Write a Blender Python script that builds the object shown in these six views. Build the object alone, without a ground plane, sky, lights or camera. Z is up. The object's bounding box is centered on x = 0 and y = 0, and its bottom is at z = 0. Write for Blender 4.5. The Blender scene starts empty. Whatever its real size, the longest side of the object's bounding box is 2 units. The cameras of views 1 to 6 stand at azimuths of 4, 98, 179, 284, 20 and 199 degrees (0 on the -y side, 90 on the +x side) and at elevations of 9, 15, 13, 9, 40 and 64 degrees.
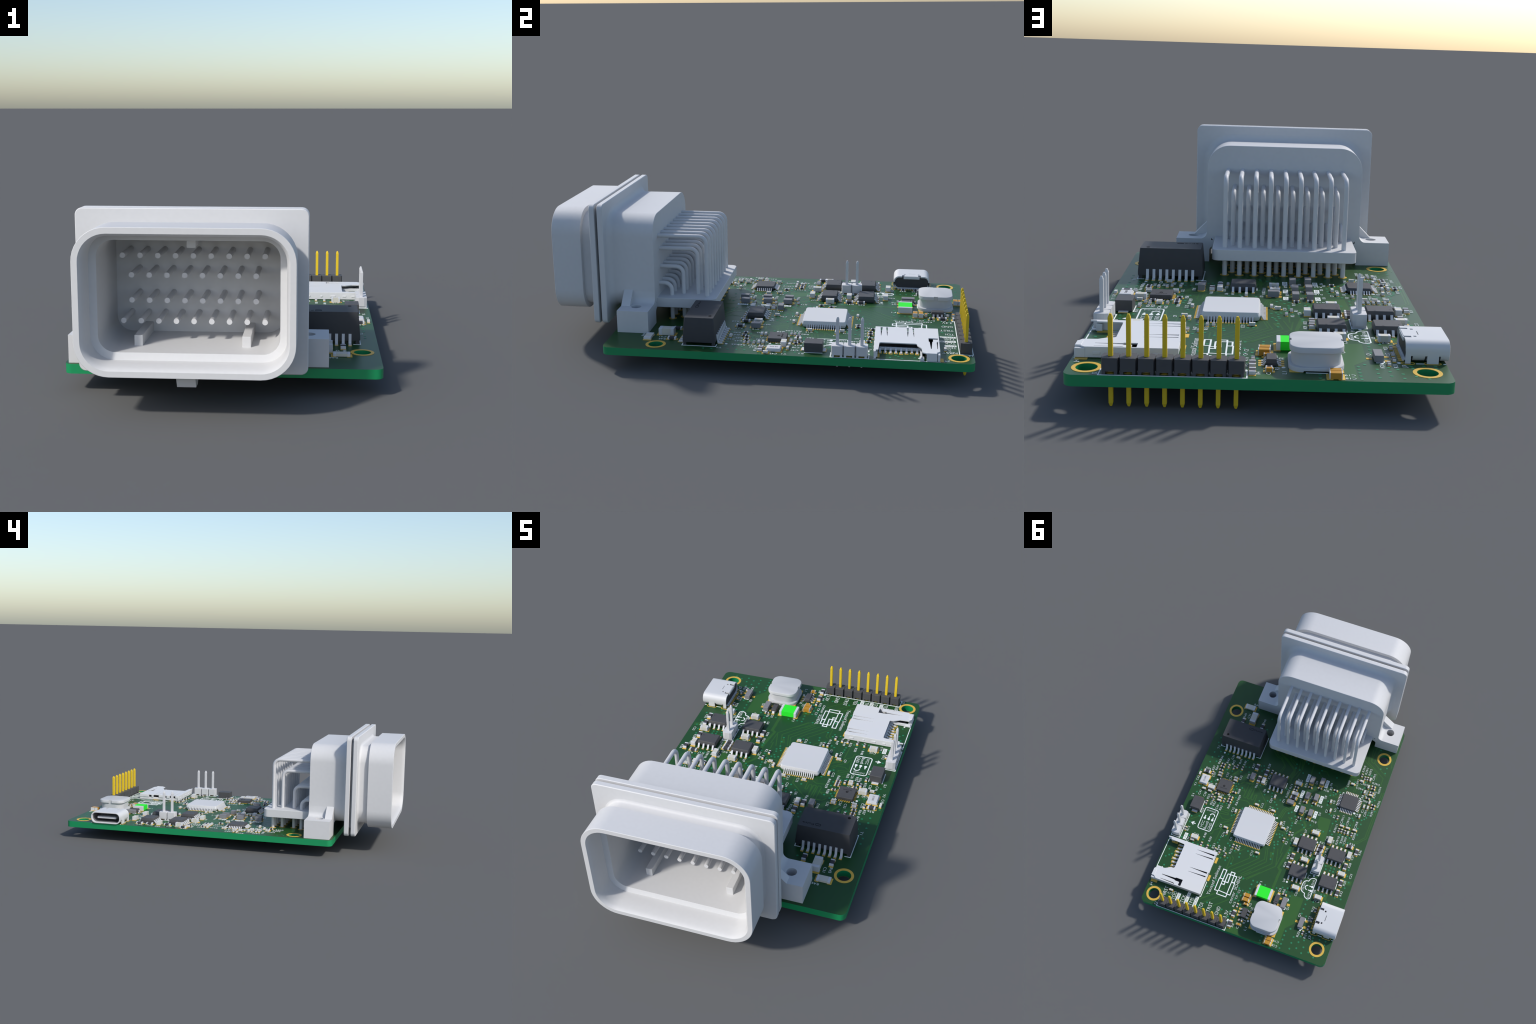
# A populated electronics control board: green circuit board, a large multi-pin
# plug connector on its front edge, chips, passives, sockets and pin headers.
import bpy, bmesh, math
from math import sin, cos, pi, radians
from mathutils import Vector, Matrix

MM = 0.021347            # one real millimetre in scene units
TOP = 0.1095             # upper face of the circuit board
BOT = 0.0727             # lower face
scene_coll = bpy.context.scene.collection

# ------------------------------------------------------------------ materials
def material(name, color, rough=0.5, metal=0.0, spec=0.5, grain=0.0, bump=0.0, scale=60.0, coat=0.0):
    m = bpy.data.materials.new(name)
    m.use_nodes = True
    nt = m.node_tree
    b = nt.nodes["Principled BSDF"]
    b.inputs["Base Color"].default_value = (*color, 1)
    b.inputs["Roughness"].default_value = rough
    b.inputs["Metallic"].default_value = metal
    b.inputs["Specular IOR Level"].default_value = spec
    b.inputs["Coat Weight"].default_value = coat
    if grain or bump:
        tc = nt.nodes.new("ShaderNodeTexCoord")
        no = nt.nodes.new("ShaderNodeTexNoise")
        no.inputs["Scale"].default_value = scale
        no.inputs["Detail"].default_value = 3
        nt.links.new(tc.outputs["Object"], no.inputs["Vector"])
        if grain:
            ramp = nt.nodes.new("ShaderNodeValToRGB")
            ramp.color_ramp.elements[0].position = 0.3
            ramp.color_ramp.elements[1].position = 0.7
            ramp.color_ramp.elements[0].color = (*[c * (1 - grain) for c in color], 1)
            ramp.color_ramp.elements[1].color = (*[min(1, c * (1 + grain)) for c in color], 1)
            nt.links.new(no.outputs["Fac"], ramp.inputs["Fac"])
            nt.links.new(ramp.outputs["Color"], b.inputs["Base Color"])
        if bump:
            bp = nt.nodes.new("ShaderNodeBump")
            bp.inputs["Strength"].default_value = bump
            bp.inputs["Distance"].default_value = 0.002
            nt.links.new(no.outputs["Fac"], bp.inputs["Height"])
            nt.links.new(bp.outputs["Normal"], b.inputs["Normal"])
    return m

WHITE = material("white_plastic", (0.592, 0.592, 0.596), 0.55, spec=0.3, grain=0.012)
PINWHITE = material("tinned_pin", (0.60, 0.60, 0.61), 0.5, spec=0.3)
SHELL = material("bare_steel_shell", (0.665, 0.67, 0.675), 0.45, spec=0.35)
PORT = material("bright_steel_shell", (0.615, 0.62, 0.625), 0.45, spec=0.35)
INNER_GREY = material("grey_port_inside", (0.16, 0.163, 0.168), 0.5, spec=0.3)
PALE = material("pale_package", (0.61, 0.615, 0.622), 0.6, spec=0.3)
FERRITE = material("pale_ferrite", (0.525, 0.53, 0.537), 0.6, spec=0.3)
LEAD = material("tinned_lead", (0.62, 0.63, 0.65), 0.45, spec=0.4)
GOLD = material("gold_plating", (0.66, 0.42, 0.065), 0.5, spec=0.35)
PINGOLD = material("gold_pin", (0.72, 0.50, 0.022), 0.5, spec=0.3)
BLACK = material("black_moulding", (0.073, 0.073, 0.076), 0.55, spec=0.3, grain=0.04)
DARK = material("dark_moulding", (0.050, 0.051, 0.055), 0.55, spec=0.3, grain=0.04)
INK = material("dark_ink", (0.008, 0.008, 0.009), 0.7, spec=0.1)
GREY = material("grey_diode", (0.215, 0.215, 0.225), 0.55, spec=0.3)
RES = material("resistor_film", (0.050, 0.050, 0.056), 0.5, spec=0.4)
CERAMIC = material("cream_ceramic", (0.60, 0.58, 0.50), 0.6, spec=0.3)
TAN = material("tan_ceramic", (0.47, 0.235, 0.026), 0.55, spec=0.3)
GREEN = material("green_fuse_body", (0.03, 0.80, 0.035), 0.55, spec=0.2)
INKWHITE = material("white_ink", (0.80, 0.84, 0.82), 0.7, spec=0.1)
VIA = material("plated_via", (0.018, 0.205, 0.088), 0.5, spec=0.4)
TRACE = material("copper_under_mask", (0.025, 0.104, 0.015), 0.42, spec=0.45)

def board_material():
    """Solder mask on the faces, brighter laminate green on the cut edges and hole walls."""
    m = material("solder_mask", (0.012, 0.066, 0.013), 0.42, spec=0.45)
    nt = m.node_tree
    b = nt.nodes["Principled BSDF"]
    g = nt.nodes.new("ShaderNodeNewGeometry")
    sep = nt.nodes.new("ShaderNodeSeparateXYZ")
    ab = nt.nodes.new("ShaderNodeMath"); ab.operation = "ABSOLUTE"
    gt = nt.nodes.new("ShaderNodeMath"); gt.operation = "GREATER_THAN"; gt.inputs[1].default_value = 0.5
    tc = nt.nodes.new("ShaderNodeTexCoord")
    no = nt.nodes.new("ShaderNodeTexNoise"); no.inputs["Scale"].default_value = 4.0
    ramp = nt.nodes.new("ShaderNodeValToRGB")
    ramp.color_ramp.elements[0].color = (0.0110, 0.0630, 0.0130, 1)
    ramp.color_ramp.elements[1].color = (0.0140, 0.0700, 0.0150, 1)
    mix = nt.nodes.new("ShaderNodeMix"); mix.data_type = "RGBA"
    mix.inputs["A"].default_value = (0.006, 0.245, 0.085, 1)
    L = nt.links.new
    L(g.outputs["Normal"], sep.inputs[0]); L(sep.outputs["Z"], ab.inputs[0]); L(ab.outputs[0], gt.inputs[0])
    L(tc.outputs["Object"], no.inputs["Vector"]); L(no.outputs["Fac"], ramp.inputs["Fac"])
    L(gt.outputs[0], mix.inputs["Factor"]); L(ramp.outputs["Color"], mix.inputs["B"])
    L(mix.outputs["Result"], b.inputs["Base Color"])
    return m
BOARD = board_material()

# ------------------------------------------------------------------ mesh tools
class Shape:
    """Collects faces of simple solids and turns them into one mesh."""
    def __init__(self):
        self.v, self.f, self.layers = [], [], 0

    def add(self, verts, faces):
        n = len(self.v)
        self.v += [tuple(p) for p in verts]
        self.f += [tuple(i + n for i in f) for f in faces]
        return self

    def box(self, x0, x1, y0, y1, z0, z1):
        v = [(x, y, z) for z in (z0, z1) for y in (y0, y1) for x in (x0, x1)]
        return self.add(v, [(0, 2, 3, 1), (4, 5, 7, 6), (0, 1, 5, 4), (2, 6, 7, 3), (0, 4, 6, 2), (1, 3, 7, 5)])

    def loft(self, rings, cap0=True, cap1=True):
        n = len(rings[0])
        v = [p for r in rings for p in r]
        f = []
        for k in range(len(rings) - 1):
            for i in range(n):
                j = (i + 1) % n
                f.append((k * n + i, k * n + j, (k + 1) * n + j, (k + 1) * n + i))
        if cap0: f.append(tuple(reversed(range(n))))
        if cap1: f.append(tuple((len(rings) - 1) * n + i for i in range(n)))
        return self.add(v, f)

    def prism(self, poly, axis, a, b):
        """Polygon given in the plane across `axis`, extruded from a to b."""
        def at(p, t):
            return {"x": (t, p[0], p[1]), "y": (p[0], t, p[1]), "z": (p[0], p[1], t)}[axis]
        return self.loft([[at(p, a) for p in poly], [at(p, b) for p in poly]])

    def cyl(self, c, r, z0, z1, n=20):
        ring = lambda z: [(c[0] + r * cos(2 * pi * i / n), c[1] + r * sin(2 * pi * i / n), z) for i in range(n)]
        return self.loft([ring(z0), ring(z1)])

    def annulus(self, c, r0, r1, z0, z1, n=32, sx=0.0):
        """Flat ring; sx stretches it into an oblong along x."""
        def ring(r, z):
            out = []
            for i in range(n):
                a = 2 * pi * i / n
                out.append((c[0] + r * cos(a) + (sx if cos(a) > 0 else -sx), c[1] + r * sin(a), z))
            return out
        R = [ring(r1, z0), ring(r1, z1), ring(r0, z1), ring(r0, z0), ring(r1, z0)]
        return self.loft(R, False, False)

    def tube(self, path, r, n=12):
        """Round wire along a path that lies in a plane of constant x."""
        rings = []
        for k, p in enumerate(path):
            a = Vector(path[max(k - 1, 0)]); b = Vector(path[min(k + 1, len(path) - 1)])
            t = (b - a).normalized()
            u = Vector((1, 0, 0)); w = t.cross(u)
            rings.append([tuple(Vector(p) + r * (cos(2 * pi * i / n) * u + sin(2 * pi * i / n) * w)) for i in range(n)])
        return self.loft(rings)

    def strip(self, pts, width, z0, z1, closed=False):
        """Flat ribbon along a polyline on the board."""
        n = len(pts)
        z1 += 3e-6 * self.layers; self.layers += 1      # crossings never share a plane
        L, R = [], []
        for i in range(n):
            p = Vector(pts[i])
            a = Vector(pts[(i - 1) % n]) if (closed or i) else None
            c = Vector(pts[(i + 1) % n]) if (closed or i < n - 1) else None
            d0 = (p - a).normalized() if a is not None else (c - p).normalized()
            d1 = (c - p).normalized() if c is not None else d0
            t = d0 + d1
            t = t.normalized() if t.length > 1e-6 else d0
            nv = Vector((-t.y, t.x))
            k = width / 2 / max(0.4, nv.dot(Vector((-d0.y, d0.x))))
            L.append(p + nv * k); R.append(p - nv * k)
        rings = [[(l.x, l.y, z0), (l.x, l.y, z1), (r.x, r.y, z1), (r.x, r.y, z0)] for l, r in zip(L, R)]
        if closed: rings.append(rings[0])
        return self.loft(rings, not closed, not closed)

    def mesh(self, name, mat, smooth=None, bevel=0.0, segs=2):
        me = bpy.data.meshes.new(name)
        me.from_pydata(self.v, [], self.f)
        bm = bmesh.new(); bm.from_mesh(me)
        bmesh.ops.remove_doubles(bm, verts=bm.verts, dist=1e-6)
        bmesh.ops.recalc_face_normals(bm, faces=bm.faces)
        if bevel:
            es = [e for e in bm.edges if e.is_manifold and e.calc_face_angle(0) > radians(30)]
            bmesh.ops.bevel(bm, geom=es, offset=bevel, segments=segs, affect="EDGES", profile=0.5, clamp_overlap=True)
        bm.to_mesh(me); bm.free()
        me.materials.append(mat)
        if smooth: 
            me.shade_smooth(); me.set_sharp_from_angle(angle=radians(smooth))
        return me

def rrect(x0, x1, y0, y1, r, n=8):
    """Rounded rectangle outline, counter-clockwise, as 2D points."""
    r = max(min(r, (x1 - x0) / 2 - 1e-4, (y1 - y0) / 2 - 1e-4), 1e-4)
    out = []
    for cx, cy, a0 in ((x1 - r, y1 - r, 0), (x0 + r, y1 - r, 90), (x0 + r, y0 + r, 180), (x1 - r, y0 + r, 270)):
        for i in range(n + 1):
            a = radians(a0 + 90 * i / n)
            out.append((cx + r * cos(a), cy + r * sin(a)))
    return out

def arc(cx, cy, r, a0, a1, n=8):
    return [(cx + r * cos(radians(a0 + (a1 - a0) * i / n)), cy + r * sin(radians(a0 + (a1 - a0) * i / n))) for i in range(n + 1)]

def obj(name, me, parent=None, loc=(0, 0, 0), rot=0.0, kind=None):
    o = bpy.data.objects.new(name, me)
    scene_coll.objects.link(o)
    o.location = loc
    o.rotation_euler = (0, 0, rot)
    if parent: o.parent = parent
    if kind: o["kind"] = kind
    return o

def plate_mesh(name, outlines, z0, z1, mat, smooth=None):
    """Flat plate with holes: filled 2D curve given thickness."""
    cu = bpy.data.curves.new(name, "CURVE")
    cu.dimensions = "2D"; cu.fill_mode = "BOTH"; cu.extrude = (z1 - z0) / 2
    for pts in outlines:
        s = cu.splines.new("POLY"); s.points.add(len(pts) - 1)
        for q, p in zip(s.points, pts): q.co = (p[0], p[1], 0, 1)
        s.use_cyclic_u = True
    t = bpy.data.objects.new(name, cu)
    scene_coll.objects.link(t)
    dg = bpy.context.evaluated_depsgraph_get()
    me = bpy.data.meshes.new_from_object(t.evaluated_get(dg))
    bpy.data.objects.remove(t); bpy.data.curves.remove(cu)
    me.transform(Matrix.Translation((0, 0, (z0 + z1) / 2)))
    bm = bmesh.new(); bm.from_mesh(me)
    bmesh.ops.remove_doubles(bm, verts=bm.verts, dist=1e-6)
    bmesh.ops.recalc_face_normals(bm, faces=bm.faces)
    bm.to_mesh(me); bm.free()
    me.materials.clear(); me.materials.append(mat)
    if smooth:
        me.shade_smooth(); me.set_sharp_from_angle(angle=radians(smooth))
    return me

def carve(me, cutters, name, mat, smooth=30):
    """Subtract cutter meshes from a mesh and return the result."""
    o = bpy.data.objects.new(name, me); scene_coll.objects.link(o)
    tmp = []
    for c in cutters:
        k = bpy.data.objects.new("cutter", c); scene_coll.objects.link(k); tmp.append(k)
        md = o.modifiers.new("cut", "BOOLEAN"); md.object = k; md.operation = "DIFFERENCE"; md.solver = "EXACT"
    bpy.context.view_layer.update()
    dg = bpy.context.evaluated_depsgraph_get()
    out = bpy.data.meshes.new_from_object(o.evaluated_get(dg))
    for k in tmp + [o]: bpy.data.objects.remove(k)
    out.name = name
    out.materials.clear(); out.materials.append(mat)
    for p in out.polygons: p.material_index = 0
    if smooth:
        out.shade_smooth(); out.set_sharp_from_angle(angle=radians(smooth))
    return out

# text ------------------------------------------------------------------------
_font_cache = {}
def glyphs(text):
    """Verts (unit cap height, centred) and faces of a word in the built-in font."""
    if text not in _font_cache:
        cu = bpy.data.curves.new("word", "FONT")
        cu.body = text; cu.size = 1.0; cu.resolution_u = 3; cu.extrude = 0.02; cu.offset = -0.011
        t = bpy.data.objects.new("word", cu); scene_coll.objects.link(t)
        dg = bpy.context.evaluated_depsgraph_get()
        me = bpy.data.meshes.new_from_object(t.evaluated_get(dg))
        v = [tuple(p.co) for p in me.vertices]; f = [tuple(p.vertices) for p in me.polygons]
        bpy.data.objects.remove(t); bpy.data.curves.remove(cu); bpy.data.meshes.remove(me)
        _font_cache[text] = (v, f)
    return _font_cache[text]

_cap = max(p[1] for p in glyphs("H")[0])

def write(shape, text, x, y, ang, cap, length=None, z=TOP + 0.0008, thick=0.0006, bold=0.0):
    """Word centred on (x, y); ang turns the reading direction about z."""
    v, f = glyphs(text)
    x0, x1 = min(p[0] for p in v), max(p[0] for p in v)
    sy = cap / _cap
    sx = sy if length is None else length / (x1 - x0)
    c, s = cos(ang), sin(ang)
    out = []
    for p in v:
        a = (p[0] - (x0 + x1) / 2) * sx; b = (p[1] - _cap / 2) * sy
        out.append((x + a * c - b * s, y + a * s + b * c, z + (thick if p[2] > 0 else 0)))
    shape.add(out, f)
TURN = {"v": -pi / 2, "h": 0.0, "H": pi}

# ------------------------------------------------------------------ root
root = bpy.data.objects.new("circuit_board_module", None)
scene_coll.objects.link(root)
root["label"] = "green populated circuit board with large white plug connector"
root["category"] = "circuit board"
# ------------------------------------------------------------------ layout of the board, in scene units
# small parts: package, long axis, centres
PARTS = [
    ("c0402", "x", [(0.4447, 0.8761), (0.3952, 0.1947), (0.3935, 0.2151), (0.4739, 0.1748), (0.5153, 0.1714), (0.155, 0.1599), (0.0421, 0.1626), (0.2846, 0.3749), (-0.0585, 0.2534), (0.0361, 0.466), (0.4508, 0.5252), (-0.5094, -0.1583), (-0.4023, 0.1088), (-0.4424, 0.1097), (-0.4879, 0.1086), (0.3873, -0.1122), (0.4556, 0.0312), (0.4539, 0.0507), (0.3477, 0.0301), (0.3461, 0.0486), (-0.4251, -0.2334), (-0.3767, -0.1938)]),
    ("t0805", "x", [(-0.0083, 0.7482), (-0.0068, 0.7762), (-0.2241, 0.9806), (-0.2248, 0.956)]),
    ("t0402", "x", [(-0.0171, 0.8012), (-0.0224, 0.9347)]),
    ("r0402", "y", [(0.0284, 0.826), (-0.4291, 0.689), (-0.4264, 0.7546), (-0.4231, 0.8088), (-0.4021, 0.8474), (0.3634, 0.2043), (0.4479, 0.2017), (0.4295, 0.215), (0.4635, 0.2558), (-0.1092, 0.2734), (-0.0893, 0.3259), (0.1948, 0.4756), (0.1727, 0.4762), (0.386, 0.5314), (0.3452, 0.5372), (0.2914, 0.5375), (0.2601, 0.5369), (0.2202, 0.5473), (0.5194, 0.4687), (-0.3597, 0.0628), (-0.3928, 0.1419), (-0.4123, 0.1405), (-0.4332, 0.1417), (-0.4793, 0.1426), (0.4233, -0.0317), (0.3887, -0.035), (0.3705, -0.0501), (0.335, -0.0489), (0.1438, -0.0931), (0.5041, 0.0493), (-0.4144, -0.2736), (-0.4371, -0.2605), (-0.4552, -0.2639)]),
    ("r0805", "y", [(0.0298, 0.8816), (0.0288, 0.9489), (-0.5179, 0.4731), (-0.5169, 0.5398), (-0.5456, 0.2464), (-0.509, 0.3614), (-0.1791, 0.4121), (-0.1762, 0.4726), (0.2451, -0.0902), (0.175, -0.0731), (0.2048, -0.0139), (0.4563, -0.3779), (0.321, -0.3806)]),
    ("r0402", "x", [(-0.0218, 0.9075), (-0.2167, 0.6618), (0.3229, 0.1299), (0.3291, 0.168), (0.3291, 0.1853), (0.329, 0.204), (0.422, 0.177), (-0.1319, 0.1509), (-0.1288, 0.0339), (-0.1858, 0.0242), (-0.1315, 0.152), (-0.1854, 0.141), (-0.5478, -0.0746), (-0.5472, -0.0962), (-0.4976, -0.13), (-0.5098, -0.1774), (0.4613, -0.0354), (0.4622, -0.0157), (0.4611, 0.0091), (-0.0425, -0.0458), (-0.0417, -0.0242), (-0.1254, -0.0745), (-0.1863, -0.0902), (-0.5088, -0.223), (-0.5104, -0.2046), (-0.2871, -0.1114)]),
    ("c0805", "x", [(-0.2657, 0.5976), (-0.4165, 0.6086), (0.4718, 0.1485), (0.4418, 0.5038), (-0.2629, 0.2123), (-0.2569, 0.4071), (-0.502, 0.416)]),
    ("c0402", "y", [(0.265, 0.2484), (0.0651, 0.0663), (0.2638, 0.4025), (-0.0347, 0.229), (-0.2835, -0.0268), (-0.3009, 0.0328), (-0.4868, 0.0061), (-0.493, -0.0679), (-0.5179, -0.0689), (-0.5173, -0.1074), (-0.4536, 0.1409), (0.5804, 0.079), (-0.4742, -0.2638), (-0.4785, -0.2106), (-0.4664, -0.1667)]),
    ("r0805", "x", [(-0.0483, 0.0332), (-0.3255, 0.2864), (-0.3245, 0.3135), (-0.3242, 0.3424), (-0.4923, 0.2262), (0.541, 0.0498)]),
    ("s0805", "x", [(-0.0497, 0.0026), (-0.0467, -0.0741)]),
    ("g0805", "x", [(-0.0424, 0.0708)]),
    ("g0805", "y", [(-0.1309, -0.0091), (-0.1879, -0.0164), (-0.1308, 0.0958), (-0.1877, 0.0975), (0.248, -0.0139), (-0.1243, -0.1249), (-0.1886, -0.1371)]),
    ("c0805", "y", [(-0.1665, 0.3122), (-0.3645, 0.2292), (-0.5098, 0.2839)]),
    ("s0805", "y", [(0.1732, -0.013)]),
]
# reference designators: text, reading direction, centre
LABELS = [
    ("J4", "v", 0.5772, 0.8802),
    ("J2", "v", 0.5019, 0.9854),
    ("F1", "v", -0.0544, 0.6423),
    ("C3", "v", 0.0511, 0.7396),
    ("C4", "v", 0.0534, 0.7788),
    ("R15", "v", 0.05, 0.8261),
    ("R5", "v", 0.0501, 0.8829),
    ("R4", "v", 0.0108, 0.9514),
    ("R3", "v", -0.048, 0.9067),
    ("C2", "v", -0.021, 0.9498),
    ("C5", "v", -0.0433, 0.7956),
    ("U2", "v", -0.0617, 0.816),
    ("L1", "v", -0.0694, 0.9442),
    ("D3", "v", -0.181, 0.6423),
    ("C17", "h", 0.4422, 0.8941),
    ("C19", "h", -0.2698, 0.9534),
    ("C18", "h", -0.27, 0.9806),
    ("R6", "v", -0.2065, 0.6392),
    ("Q2", "v", -0.2644, 0.7363),
    ("C20", "v", -0.2818, 0.6294),
    ("R32", "v", -0.54, 0.5339),
    ("R30", "v", -0.5395, 0.4634),
    ("U5", "v", -0.3825, 0.5778),
    ("R23", "v", -0.412, 0.6875),
    ("Q1", "v", -0.3475, 0.7513),
    ("R22", "v", -0.4109, 0.7506),
    ("R20", "v", -0.3787, 0.8651),
    ("R21", "v", -0.4221, 0.8591),
    ("J3", "v", -0.4496, 0.86),
    ("C21", "h", -0.4154, 0.6314),
    ("Y1", "v", 0.5793, 0.1632),
    ("C38", "v", 0.4953, 0.206),
    ("C41", "v", 0.5305, 0.2051),
    ("S1", "v", 0.5658, 0.2386),
    ("R55", "v", 0.4668, 0.2141),
    ("R54", "v", 0.4326, 0.2449),
    ("R52", "v", 0.4143, 0.2474),
    ("C36", "v", 0.3882, 0.2618),
    ("R62", "v", 0.3644, 0.2599),
    ("R60", "v", 0.3201, 0.2307),
    ("R61", "v", 0.2808, 0.1927),
    ("R59", "v", 0.2791, 0.1509),
    ("R58", "v", 0.2967, 0.1113),
    ("R53", "v", 0.4679, 0.3172),
    ("C15", "v", 0.2869, 0.2462),
    ("R63", "v", 0.2058, 0.0327),
    ("U6", "v", 0.1448, 0.0487),
    ("C24", "v", 0.08, 0.0997),
    ("D1", "v", 0.004, 0.0736),
    ("R10", "v", -0.0039, 0.0284),
    ("C12", "v", 0.1217, 0.1518),
    ("C11", "v", 0.068, 0.1582),
    ("C14", "v", -0.051, 0.221),
    ("C10", "v", -0.0842, 0.2482),
    ("R1", "v", -0.1266, 0.2687),
    ("R2", "v", -0.1113, 0.3375),
    ("R17", "v", -0.1206, 0.1798),
    ("R19", "v", -0.0985, 0.0413),
    ("C9", "v", 0.3187, 0.374),
    ("C16", "v", 0.2821, 0.4229),
    ("U3", "v", 0.2251, 0.435),
    ("R13", "v", 0.1964, 0.5128),
    ("R14", "v", 0.1545, 0.4749),
    ("C13", "v", 0.0691, 0.4786),
    ("R48", "v", 0.388, 0.468),
    ("R50", "v", 0.3474, 0.4821),
    ("R51", "v", 0.3094, 0.5172),
    ("R49", "v", 0.2761, 0.5159),
    ("R47", "v", 0.2359, 0.5142),
    ("R12", "v", 0.5047, 0.4627),
    ("C44", "v", 0.4789, 0.5313),
    ("R31", "v", -0.1545, 0.418),
    ("R29", "v", -0.1528, 0.476),
    ("C43", "H", 0.4424, 0.4829),
    ("C37", "H", 0.3938, 0.1727),
    ("D7", "v", -0.1592, -0.0124),
    ("D8", "v", -0.2409, -0.0449),
    ("D5", "v", -0.1564, 0.0927),
    ("D4", "v", -0.2438, 0.0798),
    ("C8", "v", -0.3028, -0.032),
    ("C7", "v", -0.2782, 0.0448),
    ("U1", "v", -0.3275, 0.0193),
    ("R7", "v", -0.3369, 0.0621),
    ("C6", "v", -0.4681, 0.0037),
    ("C1", "v", -0.4934, -0.0349),
    ("C39/7", "v", -0.5154, -0.0279),
    ("R39/7", "v", -0.5536, -0.0436),
    ("R39/6", "v", -0.575, -0.1176),
    ("R8", "v", -0.4632, -0.1329),
    ("C39/5", "v", -0.4819, -0.1616),
    ("R39/5", "v", -0.5324, -0.172),
    ("C39/11", "v", -0.3924, 0.0643),
    ("C39/10", "v", -0.4301, 0.064),
    ("C39/8", "v", -0.4859, 0.0706),
    ("R39/11", "v", -0.3706, 0.1365),
    ("R39/10", "v", -0.408, 0.2099),
    ("R39/9", "v", -0.4322, 0.195),
    ("C39/9", "v", -0.4522, 0.1965),
    ("R39/8", "v", -0.4976, 0.148),
    ("U7", "v", -0.1994, 0.221),
    ("C26", "v", -0.1388, 0.3002),
    ("C28", "v", -0.3421, 0.2219),
    ("U8", "v", -0.3845, 0.2264),
    ("R35", "v", -0.3648, 0.2964),
    ("R37", "v", -0.371, 0.3384),
    ("R36", "v", -0.5668, 0.2387),
    ("C29", "v", -0.5324, 0.287),
    ("R38", "v", -0.5329, 0.3419),
    ("C23", "v", -0.5609, 0.4078),
    ("U4", "v", -0.1829, 0.5749),
    ("P1", "v", -0.3192, 0.5002),
    ("R16", "h", -0.2254, 0.142),
    ("R18", "h", -0.2252, 0.0265),
    ("C27", "H", -0.2731, 0.188),
    ("R33", "H", -0.3244, 0.26),
    ("R34", "H", -0.5037, 0.2042),
    ("C22", "H", -0.2497, 0.3824),
    ("R45", "v", 0.461, -0.4242),
    ("C31", "v", 0.4331, -0.4276),
    ("R46", "v", 0.3228, -0.4267),
    ("T1", "v", 0.5376, -0.1387),
    ("R66", "v", 0.4905, -0.0743),
    ("R65", "v", 0.4925, -0.0442),
    ("R64", "v", 0.492, 0.0042),
    ("R57", "v", 0.5123, 0.0118),
    ("R43", "v", 0.4428, -0.0677),
    ("C30", "v", 0.4222, -0.1048),
    ("R42", "v", 0.4049, -0.0698),
    ("R41", "v", 0.3644, -0.0923),
    ("R40", "v", 0.3335, -0.0917),
    ("R27", "v", 0.2725, -0.0927),
    ("R28", "v", 0.177, -0.1271),
    ("C42", "v", 0.5817, 0.1149),
    ("C35", "v", 0.4913, 0.057),
    ("C33", "v", 0.4098, 0.0288),
    ("C34", "v", 0.3817, 0.0423),
    ("C32", "v", 0.3217, 0.0174),
    ("D10", "v", 0.2778, -0.0111),
    ("D11", "v", 0.1557, -0.0066),
    ("R26", "v", 0.1478, -0.055),
    ("U9", "v", 0.4531, 0.1192),
    ("R25", "v", -0.0946, -0.0838),
    ("D9", "v", -0.1543, -0.1243),
    ("R11", "v", -0.0065, -0.0389),
    ("D2", "v", -0.0035, -0.0022),
    ("D6", "v", -0.2461, -0.1444),
    ("R56", "H", 0.5424, 0.0265),
    ("R44", "H", 0.4163, -0.525),
    ("C40", "H", 0.4889, 0.1255),
    ("D12", "H", -0.0491, -0.1001),
    ("R24", "h", -0.2292, -0.0915),
    ("R39/0", "v", -0.4118, -0.3252),
    ("R39/1", "v", -0.4338, -0.3156),
    ("R39/2", "v", -0.4575, -0.3167),
    ("C39/2", "v", -0.4914, -0.2909),
    ("C39/1", "v", -0.4017, -0.2142),
    ("C39/0", "v", -0.3496, -0.188),
    ("R39/4", "v", -0.5519, -0.2134),
    ("R5", "v", -0.2549, -0.1163),
    ("C39/3", "H", -0.4447, -0.2198),
    ("C39/4", "H", -0.4278, -0.1801),
    ("R39/3", "H", -0.5167, -0.2477),
    ("C39/6", "H", -0.4814, -0.1068),
]
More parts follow.
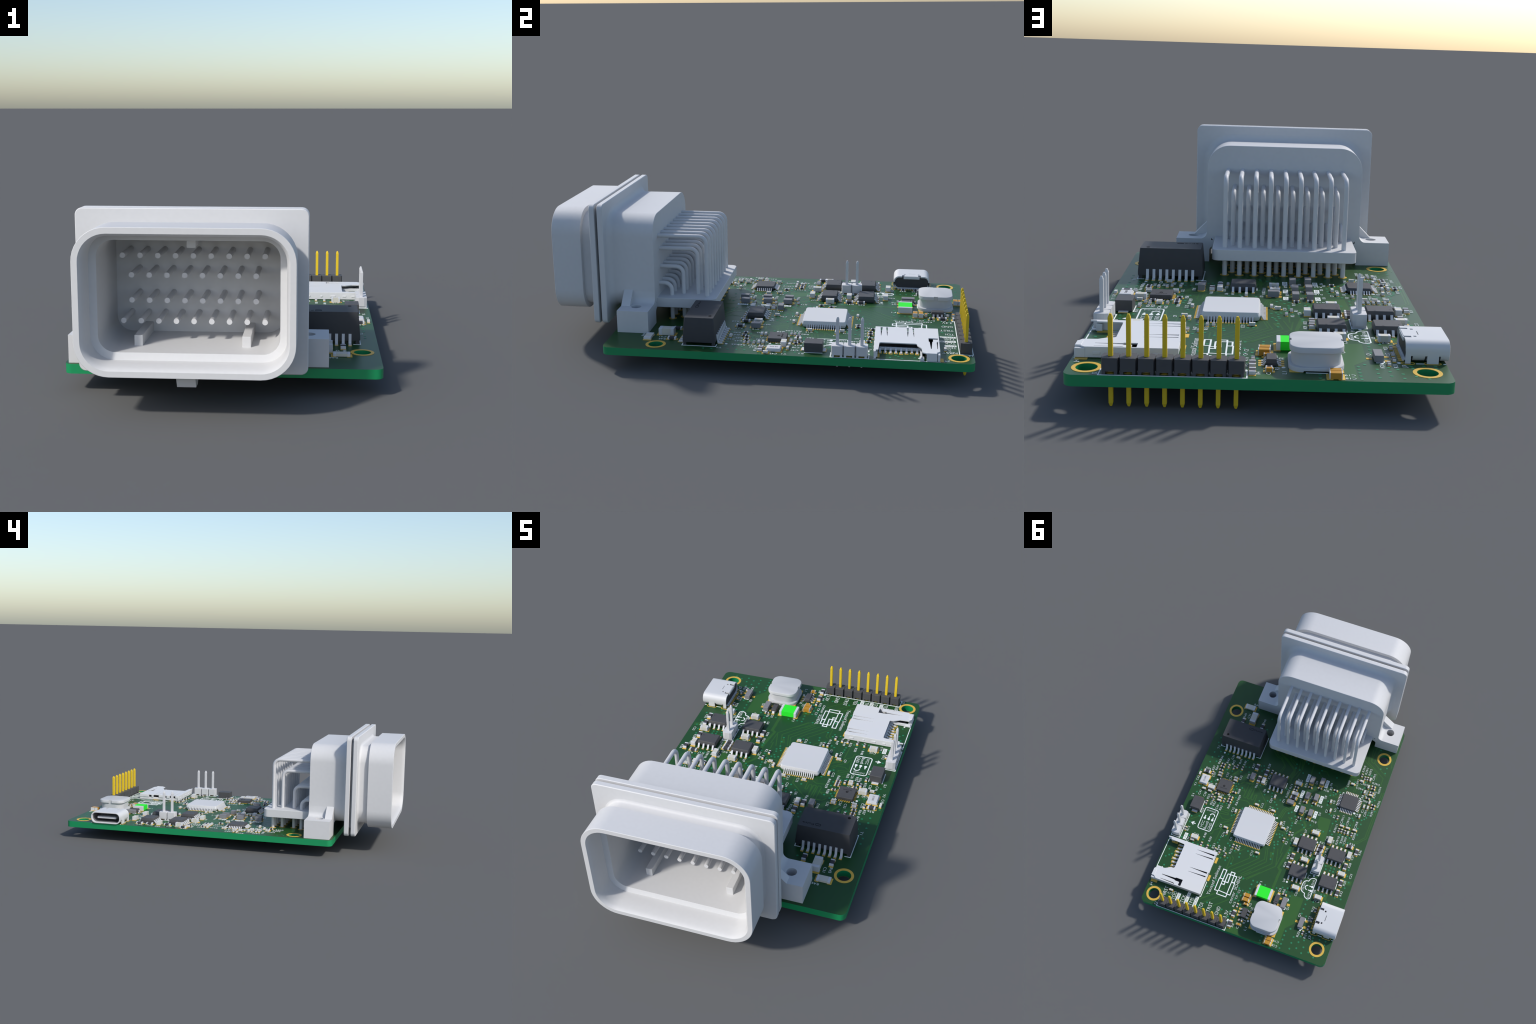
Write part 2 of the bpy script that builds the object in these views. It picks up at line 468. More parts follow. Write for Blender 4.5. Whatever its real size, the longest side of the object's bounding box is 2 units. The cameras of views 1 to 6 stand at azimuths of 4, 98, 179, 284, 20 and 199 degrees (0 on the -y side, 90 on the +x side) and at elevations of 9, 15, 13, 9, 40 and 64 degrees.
VIAS = {
    "power corner": [(0.057, 0.651), (-0.005, 0.644), (-0.032, 0.644), (-0.004, 0.67), (-0.084, 0.644), (-0.005, 0.698), (0.058, 0.719), (0.032, 0.726), (-0.005, 0.724), (0.057, 0.759), (0.032, 0.76), (0.058, 0.795), (0.032, 0.794), (0.015, 0.815), (0.057, 0.873), (0.057, 0.91), (0.109, 0.882), (0.209, 0.872), (0.255, 0.909), (0.248, 0.777), (0.209, 0.758), (0.21, 0.72), (0.183, 0.682), (0.133, 0.796), (-0.178, 0.953), (-0.177, 0.981), (-0.303, 0.956), (-0.303, 0.983)],
    "usb corner": [(-0.157, 0.638), (-0.191, 0.622), (-0.221, 0.616), (-0.253, 0.625), (-0.221, 0.64), (-0.252, 0.658), (-0.254, 0.687), (-0.358, 0.644), (-0.358, 0.674), (-0.357, 0.705), (-0.357, 0.736), (-0.388, 0.744), (-0.398, 0.644), (-0.428, 0.582), (-0.45, 0.583), (-0.476, 0.617), (-0.513, 0.572), (-0.55, 0.569), (-0.55, 0.492), (-0.562, 0.449), (-0.325, 0.85), (-0.303, 0.873), (-0.303, 0.9), (-0.303, 0.928), (-0.303, 0.956), (-0.303, 0.983), (-0.36, 0.966), (-0.359, 0.929), (-0.36, 0.891), (-0.398, 0.91), (-0.398, 0.949), (-0.436, 0.929), (-0.425, 0.888), (-0.398, 0.872), (-0.435, 0.967), (-0.474, 0.948), (-0.511, 0.967), (-0.471, 0.856), (-0.474, 0.873), (-0.512, 0.853), (-0.549, 0.85), (-0.549, 0.873)],
    "processor": [(0.551, 0.208), (0.553, 0.163), (0.518, 0.376), (0.472, 0.359), (0.513, 0.416), (0.418, 0.276), (0.466, 0.285), (0.383, 0.232), (0.365, 0.231), (0.34, 0.217), (0.304, 0.192), (0.233, 0.215), (0.28, 0.285), (0.266, 0.275), (0.264, 0.425), (0.29, 0.446), (0.291, 0.466), (0.294, 0.487), (0.232, 0.47), (0.215, 0.48), (0.174, 0.501), (0.095, 0.474), (0.136, 0.507), (0.133, 0.53), (0.051, 0.493), (0.031, 0.491), (-0.056, 0.474), (-0.057, 0.436), (0.164, 0.588), (0.206, 0.58), (0.24, 0.575), (0.199, 0.56), (-0.034, 0.306), (-0.051, 0.298), (-0.07, 0.299), (-0.059, 0.316), (-0.037, 0.36), (-0.059, 0.348), (-0.046, 0.377), (-0.063, 0.367), (-0.051, 0.397), (-0.138, 0.332), (-0.113, 0.313), (-0.092, 0.277), (-0.103, 0.238), (-0.102, 0.216), (-0.1, 0.198), (-0.056, 0.143), (-0.072, 0.129), (-0.102, 0.148), (-0.085, 0.169), (-0.165, 0.188), (-0.144, 0.163), (-0.18, 0.201), (-0.148, 0.377), (-0.146, 0.395), (0.02, 0.183), (0.022, 0.139), (0.052, 0.143), (0.15, 0.128), (0.134, 0.075), (0.092, 0.048), (0.085, 0.072), (0.101, 0.109), (0.055, 0.102), (0.037, 0.115), (0.026, 0.076), (0.013, -0.013), (0.389, 0.5), (0.348, 0.514), (0.33, 0.523), (0.373, 0.539), (0.406, 0.543), (0.521, 0.531), (0.532, 0.511), (0.479, 0.504), (0.44, 0.541), (0.562, 0.632), (0.534, 0.656), (0.548, 0.668), (0.565, 0.683), (0.551, 0.74), (0.327, 0.083), (0.316, 0.099), (0.333, 0.11), (0.286, 0.082), (0.319, 0.064), (0.336, 0.066), (0.3, 0.16)],
    "driver field": [(-0.213, 0.172), (-0.165, 0.188), (-0.18, 0.2), (-0.18, 0.254), (-0.085, 0.169), (-0.143, 0.163), (-0.178, 0.152), (-0.177, 0.042), (-0.304, 0.185), (-0.342, 0.165), (-0.342, 0.112), (-0.357, 0.09), (-0.362, 0.184), (-0.301, 0.057), (-0.317, 0.064), (-0.269, 0.002), (-0.265, -0.024), (-0.283, -0.078), (-0.295, -0.09), (-0.265, -0.068), (-0.449, 0.034), (-0.46, 0.045), (-0.508, 0.026), (-0.522, 0.014), (-0.531, -0.001), (-0.535, -0.021), (-0.536, -0.039), (-0.512, 0.055), (-0.502, 0.089), (-0.45, 0.085), (-0.41, 0.089), (-0.41, 0.169), (-0.453, 0.163), (-0.474, 0.167), (-0.513, 0.131), (-0.427, 0.177), (-0.474, 0.204), (-0.45, 0.227), (-0.427, 0.226), (-0.145, 0.395), (-0.148, 0.377), (-0.298, 0.408), (-0.295, 0.387), (-0.393, 0.396), (-0.428, 0.398), (-0.401, 0.416), (-0.449, 0.397), (-0.428, 0.416), (-0.449, 0.417), (-0.51, 0.316), (-0.536, 0.373), (-0.541, 0.414), (-0.487, 0.391), (-0.563, 0.45), (-0.568, -0.061), (-0.531, -0.119), (-0.544, -0.135)],
    "network corner": [(0.551, -0.058), (0.552, -0.021), (0.514, -0.039), (0.513, -0.077), (0.473, -0.064), (0.513, -0.115), (0.551, -0.097), (0.552, -0.172), (0.551, -0.211), (0.583, 0.052), (0.553, 0.163), (0.49, 0.11), (0.467, 0.093), (0.425, -0.008), (0.39, -0.008), (0.46, -0.115), (0.323, -0.116), (0.319, -0.068), (0.296, -0.073), (0.286, -0.039), (0.226, -0.109), (0.209, -0.116), (0.199, -0.093), (0.209, -0.077), (0.337, -0.024), (0.335, 0.068), (0.325, 0.082), (0.287, 0.081), (0.315, 0.098), (0.185, 0.02), (0.285, -0.375), (0.282, -0.46), (0.393, -0.495), (0.012, -0.203), (0.009, -0.175), (-0.019, -0.17), (-0.047, -0.157), (-0.042, -0.243), (-0.157, -0.217), (-0.147, -0.195)],
    "analog corner": [(0.011, -0.203), (0.009, -0.176), (-0.019, -0.169), (-0.047, -0.157), (-0.059, -0.234), (-0.042, -0.243), (-0.158, -0.218), (-0.147, -0.193), (-0.265, -0.202), (-0.513, -0.362), (-0.55, -0.381), (-0.55, -0.342), (-0.474, -0.494), (-0.473, -0.296), (-0.263, -0.068), (-0.281, -0.077), (-0.295, -0.09), (-0.278, -0.097), (-0.316, -0.11), (-0.525, -0.135), (-0.545, -0.136), (-0.344, -0.15), (-0.386, -0.214), (-0.449, -0.237), (-0.455, -0.196), (-0.446, -0.161)],
}
TRACES = [
    ("trace", 0.0054, [(0.274, 0.163), (0.221, 0.157), (0.198, 0.172)]),
    ("trace", 0.0054, [(0.303, 0.056), (0.284, 0.039), (0.252, 0.037), (0.257, 0.131), (0.25, 0.14), (0.24, 0.139), (0.237, 0.13), (0.235, 0.049), (0.231, 0.044), (0.223, 0.047), (0.229, 0.135), (0.224, 0.14), (0.216, 0.139), (0.213, 0.131), (0.207, 0.053)]),
    ("trace", 0.0054, [(0.21, 0.045), (0.206, 0.133), (0.2, 0.139), (0.193, 0.136), (0.19, 0.129), (0.19, 0.101), (0.185, 0.096), (0.178, 0.099), (0.178, 0.167)]),
    ("trace", 0.0054, [(0.32, 0.222), (0.36, 0.251), (0.302, 0.251), (0.306, 0.263), (0.358, 0.267), (0.359, 0.281), (0.305, 0.277), (0.304, 0.29), (0.357, 0.296)]),
    ("trace", 0.0054, [(0.357, 0.296), (0.355, 0.328), (0.351, 0.391), (0.343, 0.39), (0.333, 0.361), (0.303, 0.341), (0.259, 0.311)]),
    ("trace", 0.0054, [(0.35, 0.308), (0.331, 0.324), (0.293, 0.323), (0.266, 0.295)]),
    ("trace", 0.0054, [(0.25, 0.335), (0.306, 0.365), (0.314, 0.494)]),
    ("trace", 0.0054, [(0.363, 0.45), (0.351, 0.443), (0.349, 0.417), (0.262, 0.348)]),
    ("trace", 0.0054, [(0.026, 0.445), (0.015, 0.494), (0.062, 0.546), (0.157, 0.634)]),
    ("trace", 0.0054, [(-0.004, 0.411), (-0.021, 0.489), (0.103, 0.623)]),
    ("trace", 0.0054, [(-0.015, 0.407), (-0.037, 0.501), (0.084, 0.629)]),
    ("trace", 0.0054, [(-0.053, 0.397), (-0.074, 0.5), (0.081, 0.657)]),
    ("trace", 0.0054, [(-0.076, 0.393), (-0.102, 0.507), (0.027, 0.637)]),
    ("trace", 0.0054, [(0.08, 0.478), (0.07, 0.514), (0.166, 0.612), (0.18, 0.639)]),
    ("trace", 0.0054, [(0.262, 0.559), (0.198, 0.54), (0.18, 0.555), (0.181, 0.63)]),
    ("trace", 0.0054, [(0.178, 0.537), (0.163, 0.549), (0.163, 0.587)]),
    ("trace", 0.0054, [(0.169, 0.514), (0.118, 0.466), (0.122, 0.45)]),
    ("trace", 0.0054, [(-0.029, 0.276), (-0.075, 0.277), (-0.103, 0.307), (-0.098, 0.372), (-0.099, 0.42)]),
    ("trace", 0.013, [(-0.184, 0.204), (-0.141, 0.261), (-0.146, 0.354), (-0.12, 0.509), (-0.14, 0.519), (-0.133, 0.578)]),
    ("trace", 0.0054, [(-0.003, 0.194), (-0.015, 0.129), (-0.055, 0.082)]),
    ("trace", 0.0054, [(-0.012, 0.195), (-0.023, 0.133), (-0.064, 0.088)]),
    ("trace", 0.0054, [(-0.023, 0.196), (-0.033, 0.137), (-0.076, 0.092)]),
    ("trace", 0.0054, [(0.2, 0.031), (0.103, 0.127), (0.103, 0.183)]),
    ("trace", 0.0054, [(-0.079, 0.17), (-0.066, 0.17), (-0.085, 0.186), (-0.148, 0.186)]),
    ("trace", 0.0054, [(0.487, 0.163), (0.493, 0.127)]),
    ("trace", 0.0054, [(0.515, 0.399), (0.473, 0.361)]),
    ("trace", 0.0054, [(0.277, 0.079), (0.261, 0.097), (0.287, 0.097)]),
    ("trace", 0.0054, [(-0.17, 0.164), (-0.189, 0.189), (-0.185, 0.217)]),
    ("trace", 0.0054, [(-0.085, 0.17), (-0.071, 0.173), (-0.089, 0.185), (-0.157, 0.187)]),
    ("trace", 0.013, [(-0.165, 0.161), (-0.186, 0.185), (-0.181, 0.219)]),
    ("trace", 0.0054, [(-0.216, 0.188), (-0.231, 0.168), (-0.221, 0.131)]),
    ("trace", 0.0054, [(-0.218, 0.192), (-0.171, 0.227), (-0.141, 0.261)]),
    ("trace", 0.0054, [(-0.583, -0.205), (-0.575, 0.136), (-0.528, 0.189), (-0.451, 0.19)]),
    ("trace", 0.0054, [(-0.572, -0.201), (-0.564, 0.132), (-0.524, 0.179), (-0.452, 0.181)]),
    ("trace", 0.0054, [(-0.457, 0.043), (-0.477, 0.081)]),
    ("trace", 0.0054, [(-0.403, 0.044), (-0.464, 0.077), (-0.467, 0.112)]),
    ("trace", 0.0054, [(-0.342, 0.113), (-0.342, 0.163)]),
    ("trace", 0.0054, [(-0.51, 0.191), (-0.53, 0.303)]),
    ("trace", 0.0054, [(-0.271, -0.069), (-0.322, -0.07)]),
    ("trace", 0.0054, [(-0.259, -0.079), (-0.323, -0.079)]),
    ("trace", 0.013, [(-0.141, 0.342), (-0.147, 0.393), (-0.12, 0.509), (-0.138, 0.524), (-0.133, 0.646)]),
    ("trace", 0.0054, [(-0.075, 0.535), (-0.102, 0.507), (-0.111, 0.407)]),
    ("trace", 0.0054, [(-0.309, 0.066), (-0.337, 0.037)]),
    ("trace", 0.0054, [(-0.393, 0.171), (-0.387, 0.123)]),
    ("trace", 0.0054, [(-0.392, -0.388), (-0.505, -0.319), (-0.509, -0.278)]),
    ("trace", 0.0054, [(-0.399, -0.489), (-0.425, -0.381), (-0.549, -0.302), (-0.548, -0.183)]),
    ("trace", 0.0054, [(-0.427, -0.48), (-0.437, -0.396), (-0.458, -0.384)]),
    ("trace", 0.0054, [(-0.466, -0.495), (-0.461, -0.39), (-0.558, -0.325)]),
    ("trace", 0.0054, [(-0.445, -0.507), (-0.44, -0.401)]),
    ("trace", 0.0054, [(-0.577, -0.39), (-0.563, -0.462)]),
    ("trace", 0.0054, [(-0.392, -0.243), (-0.364, -0.223)]),
    ("trace", 0.0054, [(-0.414, -0.203), (-0.406, -0.148)]),
    ("trace", 0.0054, [(-0.401, -0.203), (-0.395, -0.144)]),
    ("trace", 0.0054, [(-0.443, -0.233), (-0.41, -0.202)]),
    ("trace", 0.0054, [(-0.253, -0.148), (-0.287, -0.146), (-0.291, -0.11)]),
    ("trace", 0.0054, [(0.122, -0.215), (0.077, -0.164), (0.082, -0.142)]),
    ("trace", 0.013, [(0.103, -0.222), (0.01, -0.16), (0.032, -0.075)]),
    ("trace", 0.0054, [(0.067, -0.255), (0.061, -0.228), (0.014, -0.207)]),
    ("trace", 0.0054, [(0.02, -0.258), (-0.016, -0.242), (-0.029, -0.184)]),
    ("trace", 0.0054, [(-0.03, -0.253), (-0.033, -0.195)]),
    ("trace", 0.0054, [(-0.096, -0.238), (-0.101, -0.163)]),
    ("trace", 0.0054, [(-0.163, -0.22), (-0.189, -0.22), (-0.216, -0.192)]),
    ("trace", 0.0054, [(-0.152, -0.191), (-0.171, -0.174)]),
    ("trace", 0.0054, [(0.252, 0.899), (0.142, 0.797)]),
    ("trace", 0.0054, [(0.269, 0.878), (0.182, 0.799)]),
    ("trace", 0.0054, [(0.196, 0.906), (0.092, 0.808)]),
    ("trace", 0.0054, [(0.262, 0.867), (0.195, 0.808)]),
    ("trace", 0.0054, [(0.081, 0.68), (-0.026, 0.579)]),
    ("trace", 0.0054, [(0.038, 0.651), (-0.06, 0.549)]),
    ("trace", 0.0054, [(0.095, 0.655), (0.028, 0.591)]),
    ("trace", 0.013, [(-0.14, 0.519), (-0.136, 0.663)]),
    ("trace", 0.0054, [(0.17, 0.778), (0.144, 0.751), (0.15, 0.723)]),
    ("trace", 0.013, [(0.117, 0.885), (0.111, 0.92)]),
    ("trace", 0.0054, [(0.191, -0.248), (0.151, -0.209), (0.123, -0.205), (0.077, -0.164), (0.084, -0.113)]),
    ("trace", 0.0054, [(0.181, -0.257), (0.143, -0.219), (0.117, -0.214), (0.086, -0.165), (0.096, -0.108)]),
    ("trace", 0.013, [(0.13, -0.236), (0.081, -0.211), (0.009, -0.155), (0.009, -0.059)]),
    ("trace", 0.0054, [(0.069, -0.25), (0.064, -0.222), (0.01, -0.184), (0.002, -0.124)]),
    ("trace", 0.0054, [(-0.002, -0.247), (-0.014, -0.164), (0.003, -0.104)]),
    ("trace", 0.0054, [(-0.026, -0.241), (-0.034, -0.181), (-0.015, -0.102)]),
    ("trace", 0.0054, [(-0.094, -0.238), (-0.098, -0.171)]),
    ("trace", 0.0054, [(-0.165, -0.216), (-0.189, -0.22), (-0.216, -0.192)]),
    ("trace", 0.0054, [(0.307, 0.057), (0.289, 0.036), (0.207, 0.034), (0.184, 0.049)]),
    ("trace", 0.0054, [(0.407, -0.03), (0.406, 0.018)]),
    ("trace", 0.0054, [(0.377, 0.012), (0.349, -0.028), (0.349, -0.052)]),
    ("trace", 0.0054, [(0.383, 0.019), (0.359, -0.019), (0.358, -0.039)]),
    ("trace", 0.0054, [(0.398, 0.015), (0.375, -0.028)]),
    ("trace", 0.0054, [(0.475, -0.112), (0.453, -0.091), (0.412, -0.087)]),
    ("trace", 0.0054, [(0.343, -0.113), (0.334, -0.101), (0.345, -0.063)]),
    ("trace", 0.0054, [(0.295, -0.126), (0.319, -0.097), (0.33, -0.069)]),
    ("trace", 0.0054, [(0.498, 0.081), (0.479, 0.117)]),
]
POURS = [
    ("pour", [(-0.251, 0.094), (-0.324, 0.091), (-0.337, 0.269), (-0.311, 0.256), (-0.249, 0.139)]),
    ("pour", [(-0.255, 0.644), (-0.337, 0.644), (-0.335, 0.812), (-0.291, 0.859), (-0.294, 0.981), (-0.247, 0.984), (-0.256, 0.932), (-0.245, 0.771), (-0.27, 0.741)]),
    ("pour", [(0.031, 0.961), (-0.024, 0.957), (-0.043, 0.995), (-0.167, 0.994), (-0.17, 0.996), (0.042, 0.998)]),
    ("pour", [(-0.469, 0.556), (-0.466, 0.608), (-0.449, 0.606), (-0.435, 0.577)]),
    ("pour", [(-0.51, 0.451), (-0.579, 0.438), (-0.578, 0.464), (-0.512, 0.48)]),
    ("pour", [(-0.349, -0.256), (-0.384, -0.269), (-0.382, -0.242), (-0.35, -0.242)]),
    ("pour", [(0.017, 0.716), (-0.018, 0.712), (-0.02, 0.779), (0.02, 0.781)]),
    ("pour", [(-0.425, 0.369), (-0.422, 0.397), (-0.39, 0.4)]),
    ("pour", [(-0.059, 0.426), (-0.058, 0.467), (-0.049, 0.465), (-0.036, 0.43)]),
]
# ------------------------------------------------------------------ bare board
BX0, BX1, BY0, BY1 = -0.5885, 0.5975, -0.6745, 1.0
HOLES = [(0.5355, 0.932), (-0.5147, 0.9135), (0.5294, -0.4376), (-0.5145, -0.4375)]
outl = [rrect(BX0, BX1, BY0, BY1, 0.03, 8)] + [arc(x, y, 0.0335, 0, 360 - 11.25, 31) for x, y in HOLES]
board = obj("printed_board", plate_mesh("printed_board", outl, BOT, TOP, BOARD, 30), root)

rings = Shape()
for h in HOLES:
    rings.annulus(h, 0.0338, 0.0465, TOP - 0.001, TOP + 0.0012)
    rings.annulus(h, 0.0338, 0.0465, BOT - 0.0012, BOT + 0.001)
obj("mounting_hole_ring", rings.mesh("mounting_hole_ring", GOLD), board)

tr = Shape()
for k, (_, w, pts) in enumerate(TRACES):
    tr.strip(pts, w, TOP - 0.001, TOP + 0.0001)
for k, (_, pts) in enumerate(POURS):
    tr.prism(pts, "z", TOP - 0.001, TOP + 0.0001 + 0.000004 * k)
obj("copper_trace", tr.mesh("copper_trace", TRACE), board, kind="stuff")

vi = Shape()
placed = []
for group in VIAS.values():
    for p in group:
        if any((p[0] - q[0]) ** 2 + (p[1] - q[1]) ** 2 < 0.0125 ** 2 for q in placed): continue
        placed.append(p)
        vi.cyl(p, 0.0056, TOP - 0.001, TOP + 0.0006, 10)
obj("via", vi.mesh("via", VIA), board, kind="stuff")

pads = Shape()                       # every solder land goes in here
def pad(x, y, w, h, lift=0.0012):
    pads.box(x - w / 2, x + w / 2, y - h / 2, y + h / 2, TOP - 0.001, TOP + lift)
silk = Shape()                       # white print
def bar(p, q, w=0.0045): silk.strip([p, q], w, TOP - 0.001, TOP + 0.001)
def dot(x, y, r=0.0062): silk.cyl((x, y), r, TOP - 0.001, TOP + 0.0011, 14)

# ------------------------------------------------------------------ small passives
SIZES = {  # length, width, height, end-cap length in millimetres, body material
    "r0402": (1.0, 0.52, 0.36, 0.25, RES, "chip_resistor"),
    "c0402": (1.05, 0.55, 0.52, 0.27, CERAMIC, "chip_capacitor"),
    "r0805": (1.85, 0.98, 0.52, 0.38, RES, "large_chip_resistor"),
    "c0805": (2.0, 1.2, 1.05, 0.42, CERAMIC, "large_chip_capacitor"),
    "t0805": (1.85, 1.05, 0.95, 0.14, TAN, "tan_chip_capacitor"),
    "t0402": (1.1, 0.62, 0.6, 0.13, TAN, "small_tan_capacitor"),
    "g0805": (2.05, 1.3, 1.15, 0.0, GREY, "grey_diode"),
    "s0805": (1.9, 1.05, 0.75, 0.5, CERAMIC, "silver_diode"),
}
LAND = {"r0402": (1.5, 0.56), "c0402": (1.55, 0.6), "r0805": (2.55, 1.05), "c0805": (2.8, 1.3), "t0805": (2.65, 1.15),
        "t0402": (1.7, 0.7), "g0805": (2.75, 1.4), "s0805": (2.5, 1.2)}
chip_meshes = {}
for k, (l, w, h, e, mat, nm) in SIZES.items():
    l, w, h, e = l * MM, w * MM, h * MM, e * MM
    z0 = 0.0015
    body = Shape().box(-l / 2 + e * 0.98, l / 2 - e * 0.98, -w / 2 + 0.0004, w / 2 - 0.0004, z0, z0 + h - 0.0005)
    caps = Shape()
    if e:
        for s in (-1, 1):
            caps.box(min(s * l / 2, s * (l / 2 - e)), max(s * l / 2, s * (l / 2 - e)), -w / 2, w / 2, z0 - 0.0003, z0 + h)
    chip_meshes[k] = (body.mesh(nm, mat), caps.mesh(nm + "_terminal", LEAD, bevel=0.0008, segs=1) if e else None, nm)
n_small = 0
for kind, ori, pts in PARTS:
    body, caps, nm = chip_meshes[kind]
    for (x, y) in pts:
        rot = 0.0 if ori == "x" else pi / 2
        o = obj(nm, body, root, (x, y, TOP), rot)
        if caps: obj("terminal", caps, o)
        L, W = LAND[kind]
        L, W = L * MM, W * MM
        e = L * 0.36
        for s in (-1, 1):
            if ori == "x": pad(x + s * (L - e) / 2, y, e, W)
            else: pad(x, y + s * (L - e) / 2, W, e)
        if kind == "g0805":          # grey diodes show a longer land at one end
            if ori == "y": pad(x, y + 0.027, 1.15 * MM, 0.014, 0.0013)
            else: pad(x - 0.027, y, 0.014, 1.15 * MM, 0.0013)

# two larger light parts beside the connector, and the fuse
def block_part(name, x, y, l, w, h, e, mat, along="x", lw=1.12):
    rot = 0 if along == "x" else pi / 2
    b = Shape().box(-l / 2 + e, l / 2 - e, -w / 2 + 0.0004, w / 2 - 0.0004, 0.0015, h - 0.0005)
    c = Shape()
    for s in (-1, 1): c.box(min(s * l / 2, s * (l / 2 - e)), max(s * l / 2, s * (l / 2 - e)), -w / 2, w / 2, 0.0012, h)
    o = obj(name, b.mesh(name, mat), root, (x, y, TOP), rot)
    obj("terminal", c.mesh("terminal", LEAD, bevel=0.001, segs=1), o)
    for s in (-1, 1):
        d = s * (l / 2 - e * 0.2)
        if along == "x": pad(x + d, y, e * 1.7, w * lw)
        else: pad(x, y + d, w * lw, e * 1.7)
block_part("shunt_resistor", 0.4475, -0.4915, 0.066, 0.035, 0.0130, 0.012, CERAMIC, "x")
block_part("tall_chip_capacitor", 0.3945, -0.4165, 0.073, 0.0385, 0.0340, 0.016, CERAMIC, "y")
block_part("green_fuse", -0.0960, 0.6990, 0.0985, 0.0700, 0.0315, 0.0135, GREEN, "x")

# ------------------------------------------------------------------ gull-wing chips
def gull(reach, drop, foot, t):
    """Side profile of a bent lead: (distance from body edge, height)."""
    k = reach - foot
    return [(-0.004, drop + t), (k * 0.45, drop + t), (k + t * 0.9, t), (reach, t), (reach, 0), (k, 0), (k * 0.45 - t * 0.8, drop), (-0.004, drop)]

def leads_on(shape, side, edge, positions, width, prof):
    """Place bent leads along one side: side is (+x,-x,+y,-y)."""
    for p in positions:
        if side[1] == "y":
            s = 1 if side[0] == "+" else -1
            shape.prism([(s * (edge + d), z) for d, z in prof], "x", p - width / 2, p + width / 2)
        else:
            s = 1 if side[0] == "+" else -1
            shape.prism([(s * (edge + d), z) for d, z in prof], "y", p - width / 2, p + width / 2)

def tapered_body(hx, hy, z0, zm0, zm1, z1, top_in, bot_in, r):
    rows = [(z0, bot_in), (zm0, 0), (zm1, 0), (z1 - 0.0012, top_in), (z1, top_in + 0.0012)]
    return [[(x, y, z) for x, y in rrect(-hx + i, hx - i, -hy + i, hy - i, r, 3)] for z, i in rows]

soic_body = Shape().loft(tapered_body(2.45 * MM, 1.97 * MM, 0.1 * MM, 0.75 * MM, 0.95 * MM, 1.55 * MM, 0.0038, 0.0035, 0.0012)).mesh("driver_chip", BLACK, 25)
soic_leads = Shape()
px = [(-1.5 + i) * 1.27 * MM for i in range(4)]
for sd in ("+y", "-y"): leads_on(soic_leads, sd, 1.95 * MM, px, 0.44 * MM, gull(1.08 * MM, 0.75 * MM, 0.5 * MM, 0.2 * MM))
soic_leads = soic_leads.mesh("driver_chip_lead", LEAD)
soic_mark = Shape().cyl((-1.75 * MM, 0.75 * MM), 0.0042, 1.5 * MM, 1.565 * MM).cyl((0.95 * MM, 1.5 * MM), 0.0042, 1.5 * MM, 1.565 * MM).mesh("pin_one_dimple", DARK)
for (x, y, flip) in [(-0.2387, 0.3065, 0), (-0.4347, 0.3150, 0), (-0.2433, 0.4985, 1), (-0.4420, 0.5000, 0), (0.0787, -0.0345, 1)]:
    o = obj("driver_chip", soic_body, root, (x, y, TOP))
    obj("lead", soic_leads, o, kind="stuff")
    obj("dimple", soic_mark, o, rot=pi if flip == 2 else 0)
    for s in (-1, 1):
        for p in px: pad(x + p, y + s * 2.65 * MM, 0.62 * MM, 1.0 * MM)
    bar((x - 2.6 * MM, y - 0.9 * MM), (x - 2.6 * MM, y + 0.95 * MM), 0.0042)

# main processor: 64 leads
cx, cy = 0.1147, 0.3112
body = Shape().loft(tapered_body(5.0 * MM, 5.0 * MM, 0.12 * MM, 0.7 * MM, 0.9 * MM, 1.55 * MM, 0.0042, 0.0045, 0.012)).mesh("processor_chip", PALE, 25)
mcu = obj("processor_chip", body, root, (cx, cy, TOP))
ls = Shape(); pos = [(-7.5 + i) * 0.5 * MM for i in range(16)]
for sd in ("+y", "-y", "+x", "-x"): leads_on(ls, sd, 4.98 * MM, pos, 0.22 * MM, gull(1.02 * MM, 0.7 * MM, 0.5 * MM, 0.13 * MM))
obj("lead", ls.mesh("processor_lead", LEAD), mcu, kind="stuff")
for p in pos:
    for s in (-1, 1):
        pad(cx + p, cy + s * 5.75 * MM, 0.3 * MM, 1.1 * MM); pad(cx + s * 5.75 * MM, cy + p, 1.1 * MM, 0.3 * MM)

# smaller square chip: 32 leads
cx, cy = -0.3955, -0.0577
body = Shape().loft(tapered_body(2.5 * MM, 2.5 * MM, 0.1 * MM, 0.45 * MM, 0.6 * MM, 1.05 * MM, 0.0038, 0.0035, 0.012)).mesh("converter_chip", BLACK, 25)
adc = obj("converter_chip", body, root, (cx, cy, TOP))
ls = Shape(); pos = [(-3.5 + i) * 0.5 * MM for i in range(8)]
for sd in ("+y", "-y", "+x", "-x"): leads_on(ls, sd, 2.48 * MM, pos, 0.24 * MM, gull(1.02 * MM, 0.45 * MM, 0.5 * MM, 0.14 * MM))
obj("lead", ls.mesh("converter_lead", LEAD), adc, kind="stuff")
for p in pos:
    for s in (-1, 1):
        pad(cx + p, cy + s * 3.1 * MM, 0.3 * MM, 0.95 * MM); pad(cx + s * 3.1 * MM, cy + p, 0.95 * MM, 0.3 * MM)
for sx in (-1, 1):
    for sy in (-1, 1):
        silk.strip([(cx + sx * 2.75 * MM, cy + sy * 2.3 * MM), (cx + sx * 2.75 * MM, cy + sy * 2.75 * MM), (cx + sx * 2.3 * MM, cy + sy * 2.75 * MM)], 0.004, TOP - 0.001, TOP + 0.001)

